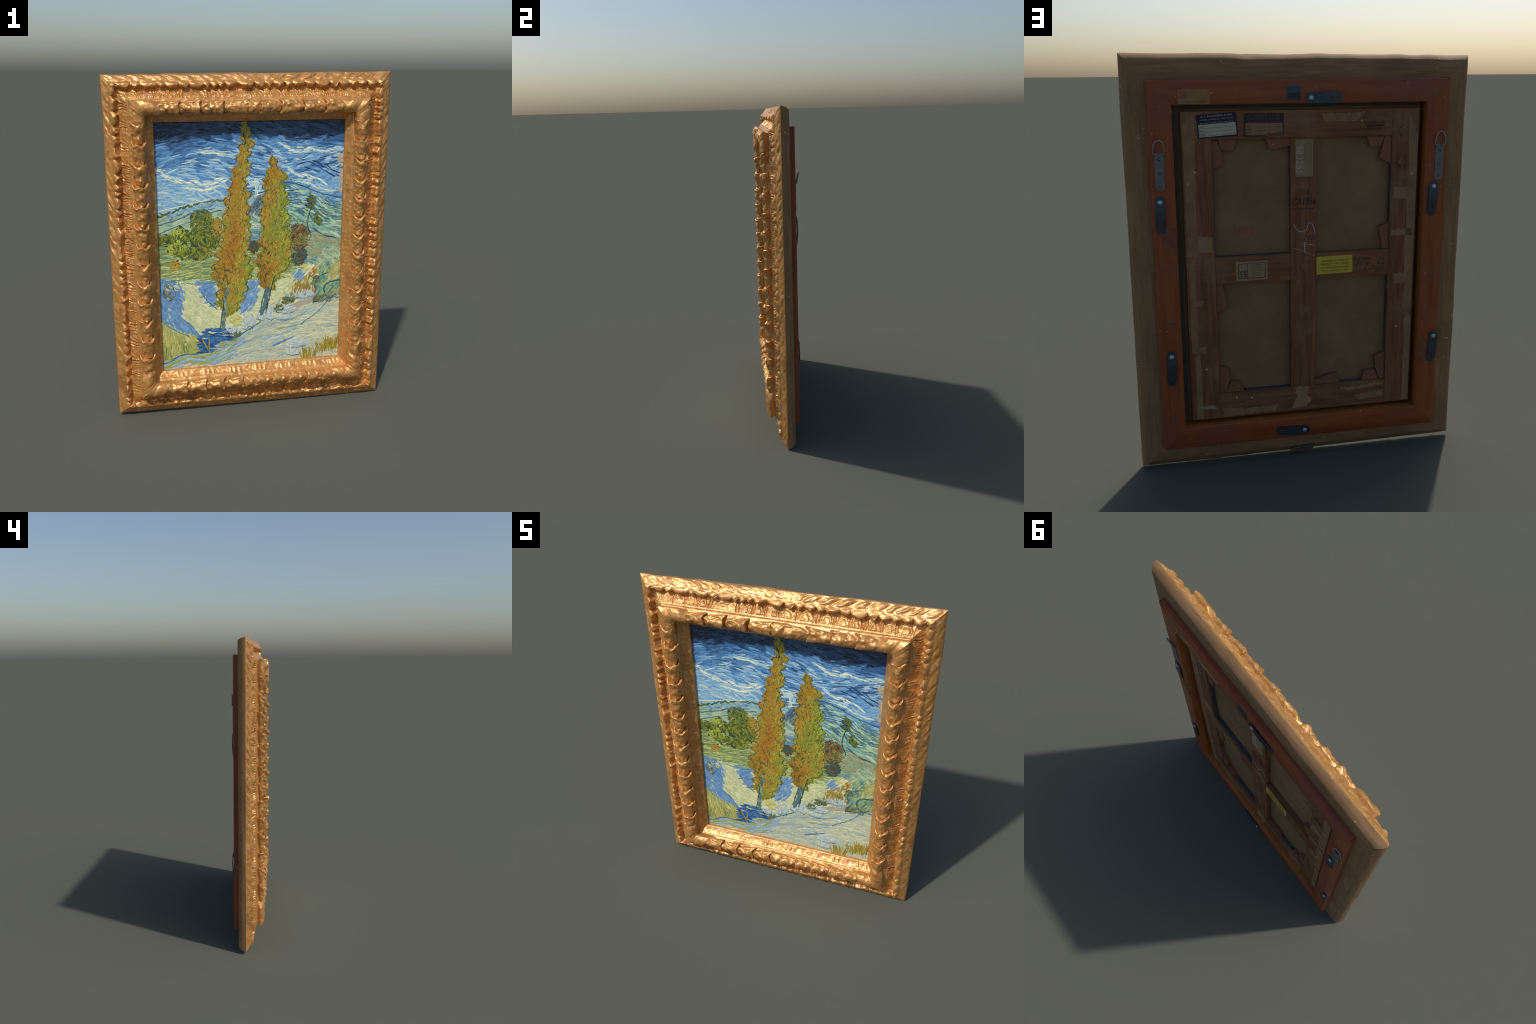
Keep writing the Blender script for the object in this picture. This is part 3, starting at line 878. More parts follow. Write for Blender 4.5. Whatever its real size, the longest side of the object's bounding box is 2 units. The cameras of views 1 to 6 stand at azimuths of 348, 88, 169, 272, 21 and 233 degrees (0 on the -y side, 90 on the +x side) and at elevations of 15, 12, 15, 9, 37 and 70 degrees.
# ------------------------------------------------------------------ hardware
def screw_head(name, x, z, y, r, mat, parent, dome=0.5):
    bm = bmesh.new()
    bmesh.ops.create_uvsphere(bm, u_segments=16, v_segments=8, radius=1)
    for v in bm.verts:
        v.co = (x + v.co.x * r, y + v.co.z * r * dome, z + v.co.y * r)
    new_obj(name, bm_finish(bm, name), parent, mat)


def stamped_strip(name, length, w0, w1, slot, bow, thick, mat, parent, y, origin, ang, lift0=0.0):
    """rounded metal strip with a slot at its far end; s runs along it, bowed off the surface"""
    n = 48
    s = np.linspace(0, 1, n)
    wid = (w0 + (w1 - w0) * s) / 2
    cap = 0.5 * (w0 + w1) / 2 / length
    endf = np.sqrt(np.clip(1 - (np.clip(cap - s, 0, cap) / cap) ** 2, 0.02, 1)) * np.sqrt(np.clip(1 - (np.clip(s - (1 - cap), 0, cap) / cap) ** 2, 0.02, 1))
    half = wid * (0.25 + 0.75 * endf)
    inner = np.full(n, 0.0045)
    yo = bow * np.sin(np.clip(s, 0, 1) * math.pi) ** 1.5 + lift0 * (1 - s)
    cols = [-half, -inner, inner, half]
    bm = bmesh.new()
    vs = [[bm.verts.new((c[i], yo[i], s[i] * length)) for c in cols] for i in range(n)]
    for i in range(n - 1):
        for j in range(3):
            if j == 1 and slot[0] < (s[i] + s[i + 1]) / 2 < slot[1]:
                continue
            bm.faces.new((vs[i][j], vs[i + 1][j], vs[i + 1][j + 1], vs[i][j + 1]))
    r = bmesh.ops.extrude_face_region(bm, geom=bm.faces[:])
    for v in r['geom']:
        if isinstance(v, bmesh.types.BMVert):
            v.co.y += thick
    me = bm_finish(bm, name)
    me.transform(Matrix.Translation((origin[0], y, origin[1])) @ Matrix.Rotation(ang, 4, 'Y'))
    return new_obj(name, me, parent, mat)


def clip_plate(x, z, dx, dz, width, bow=0.006):
    """offset clip held by one screw at (x, z), lying towards (dx, dz)"""
    L = math.hypot(dx, dz)
    ux, uz = dx / L, dz / L
    ang = math.atan2(ux, uz)
    pl = stamped_strip('mending_plate', L, width, width * 0.98, (0.68, 0.90), bow, 0.003, STEEL_DARK, root, YR, (x - ux * 0.0, z - uz * 0.0), ang, 0.002)
    screw_head('screw', x + ux * 0.026, z + uz * 0.026, YR + 0.008, 0.0115, SCREW, pl, 0.55)


clip_plate(-0.006, 1.797, -0.172, 0.002, 0.050)
clip_plate(-0.030, 0.152, 0.171, 0.008, 0.048)
clip_plate(0.6615, 1.374, 0.003, -0.173, 0.046)
clip_plate(-0.640, 1.401, 0.006, -0.170, 0.046)
clip_plate(0.643, 0.630, 0.006, -0.174, 0.045)
clip_plate(-0.676, 0.633, 0.010, -0.168, 0.044)


def strap_hanger(x, z_low, z_high, ring_top, tilt, lean):
    st = stamped_strip('hanger_strap', z_high - z_low, 0.041, 0.043, (2, 3), 0.0, 0.003, STEEL_PALE, root, YR, (x + lean, z_low), -lean / (z_high - z_low), 0.0)
    for f in (0.13, 0.48, 0.85):
        screw_head('screw', x + lean * (1 - f), z_low + (z_high - z_low) * f, YR + 0.0032, 0.0088, BRASS, st, 0.3)
    cu = bpy.data.curves.new('ring', 'CURVE')
    cu.dimensions, cu.bevel_depth, cu.bevel_resolution = '3D', 0.0032, 3
    sp = cu.splines.new('POLY')
    h = ring_top - z_high
    pts = [(-0.006, 0.006), (-0.010, -0.004), (-0.022, -0.002)]
    pts += [(-0.0255 * math.cos(t) ** 0.8 if math.cos(t) > 0 else 0.0255 * (-math.cos(t)) ** 0.8, 0.004 + (h - 0.004) * math.sin(t) ** 0.9) for t in np.linspace(0.05, math.pi - 0.05, 18)]
    pts += [(0.022, -0.002), (0.010, -0.004), (0.006, 0.006)]
    sp.points.add(len(pts) - 1)
    for i, (u, v) in enumerate(pts):
        sp.points[i].co = (u, v * math.sin(tilt), v * math.cos(tilt), 1)
    tmp = bpy.data.objects.new('tmp_ring', cu)
    me = bpy.data.meshes.new_from_object(tmp)
    bpy.data.objects.remove(tmp)
    bpy.data.curves.remove(cu)
    me.shade_smooth()
    me.transform(Matrix.Translation((x, YR + 0.006, z_high)))
    me.materials.clear()
    new_obj('hanging_ring', me, st, STEEL_RING)


strap_hanger(0.657, 1.400, 1.565, 1.625, 0.27, 0.0)
strap_hanger(-0.662, 1.405, 1.574, 1.634, 0.04, 0.001)

for x, z in [(0.625, 1.82), (0.646, 1.767), (0.325, 1.828), (-0.632, 1.806), (-0.487, 1.795), (-0.571 - 0.06, 0.72), (-0.650, 0.289), (0.643, 0.773), (0.642, 0.278), (0.575, 0.161)]:
    screw_head('screw', x, z, YR + 0.0002, 0.0085, BRASS, red_frame, 0.12)

# tarnished catch on the bottom rail
bk = new_obj('catch_plate', prism_mesh('catch_plate', ragged([(0.064, 0.040), (-0.058, 0.050), (-0.056, 0.024), (0.060, 0.016)], 0.002, 0.012, 2), 0.046, 0.0660, 0.001), root,
             plain('tarnished_brass', (0.11, 0.095, 0.055, 1), 0.5, 0.5, 60, metallic=0.4))
for x, z, r_ in [(-0.012, 0.038, 0.006), (-0.046, 0.038, 0.005), (0.022, 0.033, 0.007)]:
    screw_head('screw', x, z, 0.0660, r_, BRASS, bk, 0.5)

# ------------------------------------------------------------------ the painting
PX0, PX1, PZ0, PZ1 = -0.552, 0.552, 0.258, 1.735
YC = 0.0185                                     # painted surface
painting = new_obj('canvas', box_mesh('canvas', -0.562, 0.553, 0.0262, 0.0284, 0.247, 1.741, 0.0008), root, LINEN)
GROUND = plain('priming', (0.42, 0.36, 0.25, 1), 0.7, 0.15, 20)


def bow(x, z):
    """the cloth sags a little away from the viewer in its middle"""
    u, v = (x - PX0) / (PX1 - PX0), (z - PZ0) / (PZ1 - PZ0)
    sag = 0.0062 * np.clip(1 - (2 * u - 1) ** 2, 0, 1) * np.clip(1 - (2 * v - 1) ** 2, 0, 1)
    return sag - 0.006 * sstep(0.55, 1.0, u) * sstep(0.75, 1.0, v)


def primed_ground():
    n = 33
    x, z = np.meshgrid(np.linspace(PX0 - 0.003, PX1 + 0.001, n), np.linspace(0.253, 1.738, n), indexing='ij')
    front = np.stack([x, YC - 0.0004 + bow(x, z), z], -1).reshape(-1, 3)
    rear = np.stack([x, np.full_like(x, 0.0263), z], -1).reshape(-1, 3)
    q = [grid_quads(n, n), grid_quads(n, n, n * n, True)]
    ring = np.concatenate([np.arange(n) * n, (n - 1) * n + np.arange(1, n), (np.arange(n - 1)[::-1]) * n + n - 1, np.arange(1, n - 1)[::-1]])
    nx = np.roll(ring, -1)
    q.append(np.stack([ring, nx, nx + n * n, ring + n * n], 1))
    return quad_mesh('primed_ground', np.concatenate([front, rear]), np.concatenate(q), False)


new_obj('primed_ground', primed_ground(), painting, GROUND)

PIGMENTS = {}
PIG_LIST = []


def pigment(r, g, b):
    """oil paint that looks (r, g, b) on the sunlit face of the picture"""
    key = (r, g, b)
    if key not in PIGMENTS:
        lin = S(r, g, b)
        m = Nodes('oil_paint', rough=0.42, spec=0.4)
        k = 1.40
        c0 = scale_col(lin, k)
        c = m.ramp(m.noise(90, 3, 0.6), [(0.3, scale_col(c0, 0.86)), (0.7, scale_col(c0, 1.14))])
        m.color(c)
        m.bump(m.noise(200, 3, 0.6), 0.12, 0.001)
        PIGMENTS[key] = len(PIG_LIST)
        PIG_LIST.append(m.mat)
    return PIGMENTS[key]


def inside(poly, u, v):
    poly = np.array(poly, float)
    r = np.zeros(len(u), bool)
    j = len(poly) - 1
    for i in range(len(poly)):
        (xi, yi), (xj, yj) = poly[i], poly[j]
        c = ((yi > v) != (yj > v)) & (u < (xj - xi) * (v - yi) / (yj - yi + 1e-12) + xi)
        r ^= c
        j = i
    return r


class Paint:
    """collects brush strokes; every stroke is a low ridge of paint"""

    def __init__(self, name):
        self.name, self.V, self.Q, self.M, self.cnt = name, [], [], [], 0

    def add(self, u, v, ang, length, width, curve, height, mats, lift):
        n = len(u)
        if n == 0:
            return
        K = 6
        s = np.linspace(-0.5, 0.5, K)[None, :]
        x = PX0 + u * (PX1 - PX0)
        z = PZ1 - v * (PZ1 - PZ0)
        th = ang[:, None] + curve[:, None] * s
        # integrate the heading along the stroke
        ds = length[:, None] / (K - 1)
        dx, dz = np.cos(th) * ds, np.sin(th) * ds
        cx = np.cumsum(dx, 1)
        cz = np.cumsum(dz, 1)
        cx += (x - cx[:, K // 2])[:, None]
        cz += (z - cz[:, K // 2])[:, None]
        taper = np.array([0.45, 0.92, 1.0, 1.0, 0.85, 0.30])[None, :] * np.ones((n, 1))
        wob = rng.uniform(0.85, 1.15, (n, K))
        hw = width[:, None] / 2 * taper * wob
        px, pz = -np.sin(th), np.cos(th)
        cols = []
        for o, hh in ((-1.0, 0.0), (-0.62, 1.0), (0.62, 1.0), (1.0, 0.0)):
            X = np.clip(cx + px * hw * o, PX0 + 0.0005, PX1 - 0.0005)
            Z = np.clip(cz + pz * hw * o, PZ0, PZ1)
            hfac = np.array([0.55, 1, 1, 1, 0.9, 0.5])[None, :]
            Y = YC + bow(X, Z) - 0.0006 - lift[:, None] - hh * height[:, None] * hfac + (1 - hh) * (lift[:, None] * 0.9)
            cols.append(np.stack([X, Y, Z], -1))
        P = np.stack(cols, 2).reshape(n, -1, 3)
        base = grid_quads(K, 4, 0, False)
        Q = (base[None] + (np.arange(n) * K * 4)[:, None, None] + self.cnt).reshape(-1, 4)
        self.V.append(P.reshape(-1, 3))
        self.Q.append(Q)
        self.M.append(np.repeat(mats, len(base)))
        self.cnt += n * K * 4

    def fill(self, cond, n, palette, L, W, ang, curve=0.4, layer=1, box=(0, 1, 0, 1), weights=None, jit=0.12, pick=None):
        """strokes at random places where cond(u, v); ang(u, v) gives the flow (0 = to the right, up positive)"""
        u = rng.uniform(box[0], box[1], n)
        v = rng.uniform(box[2], box[3], n)
        ok = cond(u, v)
        u, v = u[ok], v[ok]
        k = len(u)
        if k == 0:
            return
        idx = np.array([pigment(*c) for c in palette])
        if pick is not None:
            ch = np.clip(np.floor(pick(u, v) * len(idx) + rng.normal(0, 0.55, k)), 0, len(idx) - 1).astype(int)
        else:
            ch = rng.choice(len(idx), k, p=None if weights is None else np.array(weights) / np.sum(weights))
        a = (ang(u, v) if callable(ang) else np.full(k, float(ang))) + rng.normal(0, jit, k)
        self.add(u, v, a, L * rng.uniform(0.6, 1.3, k), W * rng.uniform(0.65, 1.3, k), rng.normal(0, curve, k) if np.isscalar(curve) else curve(u, v),
                 rng.uniform(0.00015, 0.0004, k), idx[ch], 0.00028 * layer + rng.uniform(0, 0.00022, k))

    def line(self, pts, colors, W=0.010, L=0.035, layer=4, gap=0.8, jit=0.1, spread=0.0):
        """strokes laid end to end along a curve through pts (u, v)"""
        p = np.array(pts, float)
        for _ in range(2):
            q = [p[0]]
            for a, b in zip(p[:-1], p[1:]):
                q += [a * 0.75 + b * 0.25, a * 0.25 + b * 0.75]
            p = np.array(q + [p[-1]])
        m = np.stack([p[:, 0] * (PX1 - PX0), -p[:, 1] * (PZ1 - PZ0)], 1)
        seg = np.linalg.norm(np.diff(m, axis=0), axis=1)
        cum = np.concatenate([[0], np.cumsum(seg)])
        k = max(1, int(cum[-1] / (L * gap)))
        t = (np.arange(k) + 0.5) / k * cum[-1]
        u = np.interp(t, cum, p[:, 0]) + rng.normal(0, spread + 1e-6, k)
        v = np.interp(t, cum, p[:, 1]) + rng.normal(0, spread + 1e-6, k)
        e = 0.3 * L
        a = np.arctan2(np.interp(t + e, cum, m[:, 1]) - np.interp(t - e, cum, m[:, 1]), np.interp(t + e, cum, m[:, 0]) - np.interp(t - e, cum, m[:, 0]))
        idx = np.array([pigment(*c) for c in colors])
        self.add(u, v, a + rng.normal(0, jit, k), L * rng.uniform(0.8, 1.25, k), W * rng.uniform(0.7, 1.25, k), rng.normal(0, 0.3, k),
                 rng.uniform(0.0002, 0.0005, k), idx[rng.integers(0, len(idx), k)], 0.00028 * layer + rng.uniform(0, 0.00022, k))

    def finish(self):
        me = quad_mesh(self.name, np.concatenate(self.V), np.concatenate(self.Q), True, np.concatenate(self.M))
        used, inv = np.unique(np.concatenate(self.M), return_inverse=True)
        ob = new_obj(self.name, me, painting)
        for i in used:
            me.materials.append(PIG_LIST[i])
        me.polygons.foreach_set('material_index', inv.astype(np.int32))
        me.update()
        ob['kind'] = 'stuff'
        return ob


def poly(*p):
    return lambda u, v: inside(p, u, v)


# --- sky
sky = Paint('painted_sky')
NAVY = [(34, 50, 70), (42, 62, 88), (48, 72, 104), (60, 88, 116)]
BLUE = [(44, 76, 112), (56, 94, 134), (70, 112, 154), (82, 126, 168), (96, 140, 178), (112, 152, 180)]
SKYL = lambda u: 0.36 + 0 * u
sky_flow = lambda u, v: 0.22 * np.sin(u * 7 + v * 9) - 0.10 + 0.25 * vnoise(u * 4, v * 7, 8)
tone = lambda u, v: np.clip(0.30 + 2.0 * (v - 0.07) + 0.33 * vnoise(u * 3.2 + 1, v * 15, 3) + 0.10 * vnoise(u * 9, v * 30, 4)
                            - 0.30 * bump(u, 0.85, 0.14) * bump(v, 0.20, 0.055) - 0.1 * bump(u, 0.2, 0.2) * bump(v, 0.14, 0.05), 0, 1)
top_edge = lambda u: 0.066 + 0.018 * np.sin(u * 9 + 1)
sky.fill(lambda u, v: v >= top_edge(u) - 0.01, 2300, BLUE, 0.100, 0.034, sky_flow, 0.5, 0.3, (0, 1, 0.06, 0.36), pick=tone)
sky.fill(lambda u, v: v < top_edge(u), 900, NAVY, 0.090, 0.026, sky_flow, 0.4, 0.3, (0, 1, 0, 0.11), pick=lambda u, v: 0.45 + 0.5 * vnoise(u * 5, v * 20, 6))
sky.fill(lambda u, v: v >= top_edge(u), 1150, BLUE + [(134, 166, 182)], 0.070, 0.0140, sky_flow, 0.7, 1.4, (0, 1, 0.07, 0.35), pick=lambda u, v: np.clip(tone(u, v) + rng.normal(0, 0.17, len(u)), 0, 1))
sky.fill(lambda u, v: v < top_edge(u), 420, [(22, 32, 48), (30, 50, 78), (52, 82, 116)], 0.05, 0.008, sky_flow, 0.5, 1.4, (0, 1, 0, 0.10))
sky.fill(lambda u, v: (v > top_edge(u) + 0.02) & (vnoise(u * 3.5 + 2, v * 16, 31) > 0.15), 420, [(128, 162, 184), (146, 176, 188), (168, 188, 182), (110, 148, 182)], 0.075, 0.012, sky_flow, 0.7, 1.9, (0, 1, 0.08, 0.33))
sky.fill(lambda u, v: (v > 0.05) & (vnoise(u * 3.1 + 7, v * 13, 37) > 0.25), 300, [(34, 58, 92), (40, 72, 116), (48, 84, 128)], 0.070, 0.010, sky_flow, 0.7, 1.9, (0, 1, 0.05, 0.32))
CREAM = [(196, 200, 176), (178, 192, 176), (214, 208, 176)]
PALE = [(132, 168, 182), (150, 182, 184)]
for pts, w, sp in [([(0.01, 0.185), (0.10, 0.225), (0.20, 0.235), (0.27, 0.245), (0.37, 0.225)], 0.011, 0.006),
                   ([(0.15, 0.250), (0.25, 0.268), (0.33, 0.255)], 0.010, 0.005), ([(0.25, 0.122), (0.32, 0.120), (0.37, 0.135)], 0.008, 0.002),
                   ([(0.66, 0.100), (0.72, 0.125), (0.82, 0.115), (0.90, 0.130), (0.985, 0.122)], 0.009, 0.005),
                   ([(0.70, 0.190), (0.75, 0.215), (0.83, 0.225), (0.90, 0.255)], 0.011, 0.007),
                   ([(0.49, 0.235), (0.55, 0.255), (0.52, 0.285), (0.56, 0.275)], 0.011, 0.008),
                   ([(0.74, 0.240), (0.82, 0.255), (0.88, 0.280), (0.95, 0.285)], 0.006, 0.002)]:
    sky.line(pts, PALE, w * 1.5, 0.05, 2.2, 0.5, 0.15, sp * 1.5)
    sky.line(pts, CREAM, w, 0.042, 3.0, 0.45, 0.12, sp)
sky.line([(0.03, 0.338), (0.14, 0.322), (0.24, 0.308), (0.29, 0.300)], CREAM, 0.006, 0.045, 3.2, 0.6)
sky.line([(0.74, 0.165), (0.80, 0.155), (0.88, 0.175), (0.93, 0.210), (0.99, 0.230)], [(34, 60, 92), (40, 72, 112)], 0.010, 0.05, 3, 0.5, 0.1, 0.008)
sky.line([(0.78, 0.19), (0.86, 0.20), (0.93, 0.225)], [(30, 52, 74), (40, 76, 120)], 0.008, 0.045, 3, 0.5, 0.1, 0.008)
sky.fill(poly((0.965, 0.145), (1.0, 0.13), (1.0, 0.31), (0.985, 0.30), (0.972, 0.27), (0.985, 0.24), (0.970, 0.21), (0.985, 0.19)), 170, [(160, 150, 126), (150, 142, 120)], 0.022, 0.010, 1.2, 0.3, 3.2, (0.95, 1, 0.12, 0.33))
sky.finish()

# --- hills
hill = Paint('painted_hills')
skyline = [(0, 0.355), (0.08, 0.335), (0.145, 0.316), (0.284, 0.302), (0.36, 0.306), (0.476, 0.318), (0.541, 0.280), (0.62, 0.262), (0.685, 0.236), (0.765, 0.252), (0.859, 0.286), (1.0, 0.312)]
sl = lambda u: np.interp(u, [p[0] for p in skyline], [p[1] for p in skyline])
hill_flow = lambda u, v: np.where(u < 0.5, 0.30 - 0.4 * u, -0.45 + 0.35 * np.sin(u * 17 + v * 25)) + 0.2 * vnoise(u * 6, v * 12, 2)
SAGE = [(118, 146, 130), (132, 158, 134), (146, 168, 138), (154, 174, 150)]
TEAL = [(86, 120, 122), (104, 138, 128), (124, 154, 132), (142, 166, 136)]
hill.fill(lambda u, v: (v > sl(u)) & (u < 0.56), 900, SAGE, 0.06, 0.018, hill_flow, 0.4, 1.0, (0, 0.56, 0.29, 0.46))
hill.fill(lambda u, v: (v > sl(u)) & (u >= 0.52), 1300, TEAL, 0.06, 0.016, hill_flow, 0.6, 1.0, (0.52, 1, 0.23, 0.58))
hill.fill(lambda u, v: (v > sl(u) + 0.015) & (u >= 0.66), 330, [(58, 88, 104), (70, 104, 116), (158, 182, 148), (92, 140, 126)], 0.055, 0.008, hill_flow, 0.7, 2.2, (0.66, 1, 0.25, 0.44))
hill.line([(p[0], p[1] + 0.004) for p in skyline[6:]], [(44, 78, 110), (52, 92, 112)], 0.010, 0.045, 3.2, 0.5)
hill.line([(0, 0.362), (0.08, 0.345), (0.16, 0.322), (0.28, 0.306), (0.36, 0.308)], [(74, 92, 48), (96, 104, 56), (50, 84, 70)], 0.013, 0.03, 3.2, 0.45, 0.3, 0.003)
hill.line([(0.05, 0.372), (0.14, 0.345), (0.24, 0.325), (0.32, 0.325)], [(104, 136, 152), (120, 150, 160), (90, 124, 140)], 0.020, 0.035, 2.6, 0.35, 0.9, 0.006)
hill.line([(0.0, 0.395), (0.10, 0.378), (0.18, 0.352), (0.30, 0.338)], [(56, 80, 92), (74, 98, 106)], 0.007, 0.045, 3.2, 0.6)
hill.line([(0.02, 0.425), (0.10, 0.402), (0.18, 0.385), (0.24, 0.362)], [(62, 88, 96)], 0.006, 0.045, 3.2, 0.6)
hill.fill(poly((0.478, 0.355), (0.54, 0.283), (0.585, 0.268), (0.585, 0.36), (0.52, 0.37)), 200, [(62, 84, 100), (84, 104, 116), (104, 126, 128)], 0.045, 0.010, 0.95, 0.3, 2.6, (0.47, 0.6, 0.26, 0.38))
hill.line([(0.70, 0.36), (0.80, 0.385), (0.88, 0.44), (0.99, 0.465)], [(150, 180, 150), (120, 160, 140)], 0.014, 0.05, 2.8, 0.5, 0.1, 0.006)
hill.line([(0.72, 0.34), (0.82, 0.355), (0.92, 0.40), (1.0, 0.415)], [(150, 178, 146), (60, 100, 116)], 0.009, 0.05, 2.9, 0.5, 0.1, 0.004)
hill.line([(0.84, 0.435), (0.90, 0.468), (0.97, 0.478)], [(42, 70, 104)], 0.010, 0.05, 3.2, 0.6)
hill.fill(poly((0.80, 0.47), (0.88, 0.455), (1.0, 0.485), (1.0, 0.56), (0.82, 0.56)), 330, [(128, 140, 104), (140, 146, 108), (118, 136, 110), (146, 96, 66)], 0.045, 0.009, -0.55, 0.4, 2.6, (0.78, 1, 0.45, 0.57), weights=[4, 3, 3, 1.2])
for pts in ([(0.70, 0.285), (0.76, 0.30), (0.84, 0.31), (0.92, 0.345), (1.0, 0.36)], [(0.69, 0.31), (0.75, 0.335), (0.80, 0.33), (0.86, 0.36)], [(0.70, 0.40), (0.78, 0.41), (0.85, 0.405)],
            [(0.88, 0.37), (0.94, 0.385), (1.0, 0.39)], [(0.58, 0.40), (0.66, 0.42), (0.72, 0.41)], [(0.20, 0.345), (0.27, 0.352), (0.34, 0.348)], [(0.48, 0.345), (0.53, 0.32), (0.57, 0.29)]):
    hill.line(pts, [(58, 86, 98), (72, 100, 106), (86, 112, 104)], 0.008, 0.045, 3.0, 0.6, 0.15, 0.003)
hill.finish()

# --- fields, bushes
field = Paint('painted_fields')
MEADOW = [(112, 128, 72), (128, 142, 82), (144, 154, 92), (154, 160, 100), (98, 122, 86)]
field.fill(lambda u, v: v > 0.43 - 0.0 * u, 1500, MEADOW, 0.065, 0.013, lambda u, v: -0.05 + 0.18 * np.sin(u * 8), 0.3, 1.3, (0, 0.78, 0.46, 0.64))
field.fill(lambda u, v: v > 0, 380, [(84, 120, 96), (176, 176, 112), (100, 122, 70)], 0.06, 0.006, lambda u, v: -0.05 + 0.18 * np.sin(u * 8), 0.3, 2.4, (0, 0.78, 0.51, 0.64))
GREENS = [(70, 84, 34), (88, 100, 36), (104, 116, 40), (122, 128, 46)]
DARKG = [(44, 64, 46), (38, 58, 58), (60, 76, 44)]
GOLDL = [(150, 122, 44), (136, 112, 38), (162, 134, 52)]
LIME = [(140, 152, 56), (156, 166, 72)]


def bush(P, u0, v0, ru, rv, cols, dark, n=160, layer=2.6):
    P.fill(lambda u, v: ((u - u0) / ru) ** 2 + ((v - v0) / rv) ** 2 < 1, n // 2, cols + dark, 0.034, 0.018, 1.2, 0.9, layer - 0.5, (u0 - ru, u0 + ru, v0 - rv, v0 + rv), jit=0.8)
    P.fill(lambda u, v: ((u - u0) / ru) ** 2 + ((v - v0) / rv) ** 2 < 1, n, cols, 0.026, 0.009,
           lambda u, v: np.arctan2(-(v - v0) * 1.34, u - u0) + math.pi / 2, 0.9, layer, (u0 - ru, u0 + ru, v0 - rv, v0 + rv), jit=0.4)
    P.fill(lambda u, v: (((u - u0) / ru) ** 2 + ((v - v0) / rv) ** 2 < 1.1) & (((u - u0) / ru) ** 2 + ((v - v0) / rv) ** 2 > 0.72), n // 3, dark, 0.024, 0.006,
           lambda u, v: np.arctan2(-(v - v0) * 1.34, u - u0) + math.pi / 2, 0.8, layer + 0.6, (u0 - ru * 1.1, u0 + ru * 1.1, v0 - rv * 1.1, v0 + rv * 1.1), jit=0.3)


bush(field, 0.04, 0.452, 0.06, 0.022, GREENS, DARKG, 120)
bush(field, 0.18, 0.445, 0.07, 0.022, GREENS, DARKG, 130)
bush(field, 0.115, 0.425, 0.035, 0.02, LIME, DARKG, 70)
bush(field, 0.235, 0.390, 0.062, 0.050, GREENS, DARKG, 260)
bush(field, 0.255, 0.460, 0.075, 0.050, GREENS + DARKG[:1], DARKG, 300)
bush(field, 0.310, 0.420, 0.045, 0.045, GOLDL, DARKG, 150)
bush(field, 0.105, 0.485, 0.050, 0.030, LIME + GREENS[2:3], DARKG, 140)
bush(field, 0.150, 0.510, 0.055, 0.022, GREENS + DARKG[2:], DARKG, 120)
bush(field, 0.225, 0.515, 0.055, 0.025, GREENS + GOLDL[:1], DARKG, 120)
bush(field, 0.09, 0.558, 0.022, 0.016, GOLDL, [(60, 44, 34)], 40)
bush(field, 0.755, 0.470, 0.060, 0.055, [(112, 104, 46), (128, 112, 48), (96, 58, 40), (86, 92, 58)], [(44, 48, 66), (70, 40, 36)], 300)
bush(field, 0.760, 0.540, 0.045, 0.040, [(52, 76, 64), (66, 92, 76), (92, 52, 40)], [(34, 58, 70)], 170)
bush(field, 0.825, 0.330, 0.022, 0.030, [(86, 98, 40), (70, 84, 40)], DARKG, 60)
bush(field, 0.865, 0.390, 0.022, 0.030, [(96, 108, 44), (74, 92, 46)], DARKG, 60)
field.line([(0.825, 0.35), (0.80, 0.41), (0.83, 0.47)], [(40, 58, 48)], 0.008, 0.04, 3.6, 0.6)
# distant pale building reduced to a light patch
field.fill(poly((0.478, 0.445), (0.492, 0.418), (0.552, 0.412), (0.552, 0.475), (0.482, 0.475)), 120, [(84, 120, 132), (104, 138, 144)], 0.03, 0.010, 0.05, 0.2, 3.0, (0.47, 0.56, 0.405, 0.48))
field.fill(poly((0.478, 0.432), (0.495, 0.410), (0.555, 0.404), (0.552, 0.430)), 60, [(166, 172, 144), (154, 164, 144)], 0.03, 0.009, 0.08, 0.2, 3.4, (0.47, 0.56, 0.40, 0.44))
bush(field, 0.510, 0.497, 0.030, 0.022, [(56, 66, 60), (84, 60, 44), (70, 84, 70)], DARKG, 70)
field.finish()

# --- foreground
land = Paint('painted_foreground')
STRAW = [(180, 182, 138), (172, 178, 132), (190, 190, 150), (162, 172, 136)]
BLUEGR = [(84, 120, 158), (94, 130, 166), (106, 140, 172)]
LEMON = [(160, 156, 84), (148, 148, 80), (172, 168, 98), (134, 142, 88)]
PATH = [(146, 160, 148), (156, 166, 144), (166, 172, 146), (136, 154, 150), (160, 162, 134)]
WATER = [(122, 152, 162), (134, 162, 170), (112, 142, 158)]
land.fill(lambda u, v: v > 0.62, 1700, STRAW, 0.06, 0.018, lambda u, v: -0.9 + 1.2 * u, 0.4, 1.3, (0, 0.72, 0.62, 0.87))
land.fill(poly((0.52, 0.80), (0.66, 0.66), (0.80, 0.58), (0.92, 0.60), (0.86, 0.72), (0.70, 0.76)), 700, STRAW + LEMON[2:3], 0.05, 0.015, 0.7, 0.4, 1.8, (0.5, 0.95, 0.57, 0.82))
land.fill(poly((0.30, 1.0), (0.40, 0.90), (0.48, 0.845), (0.64, 0.80), (0.82, 0.76), (0.90, 0.74), (1.0, 0.73), (1.0, 1.0)), 2100, PATH, 0.065, 0.017, lambda u, v: 0.22 + 0.25 * vnoise(u * 5, v * 6, 3), 0.5, 1.9, (0.28, 1, 0.72, 1.0))
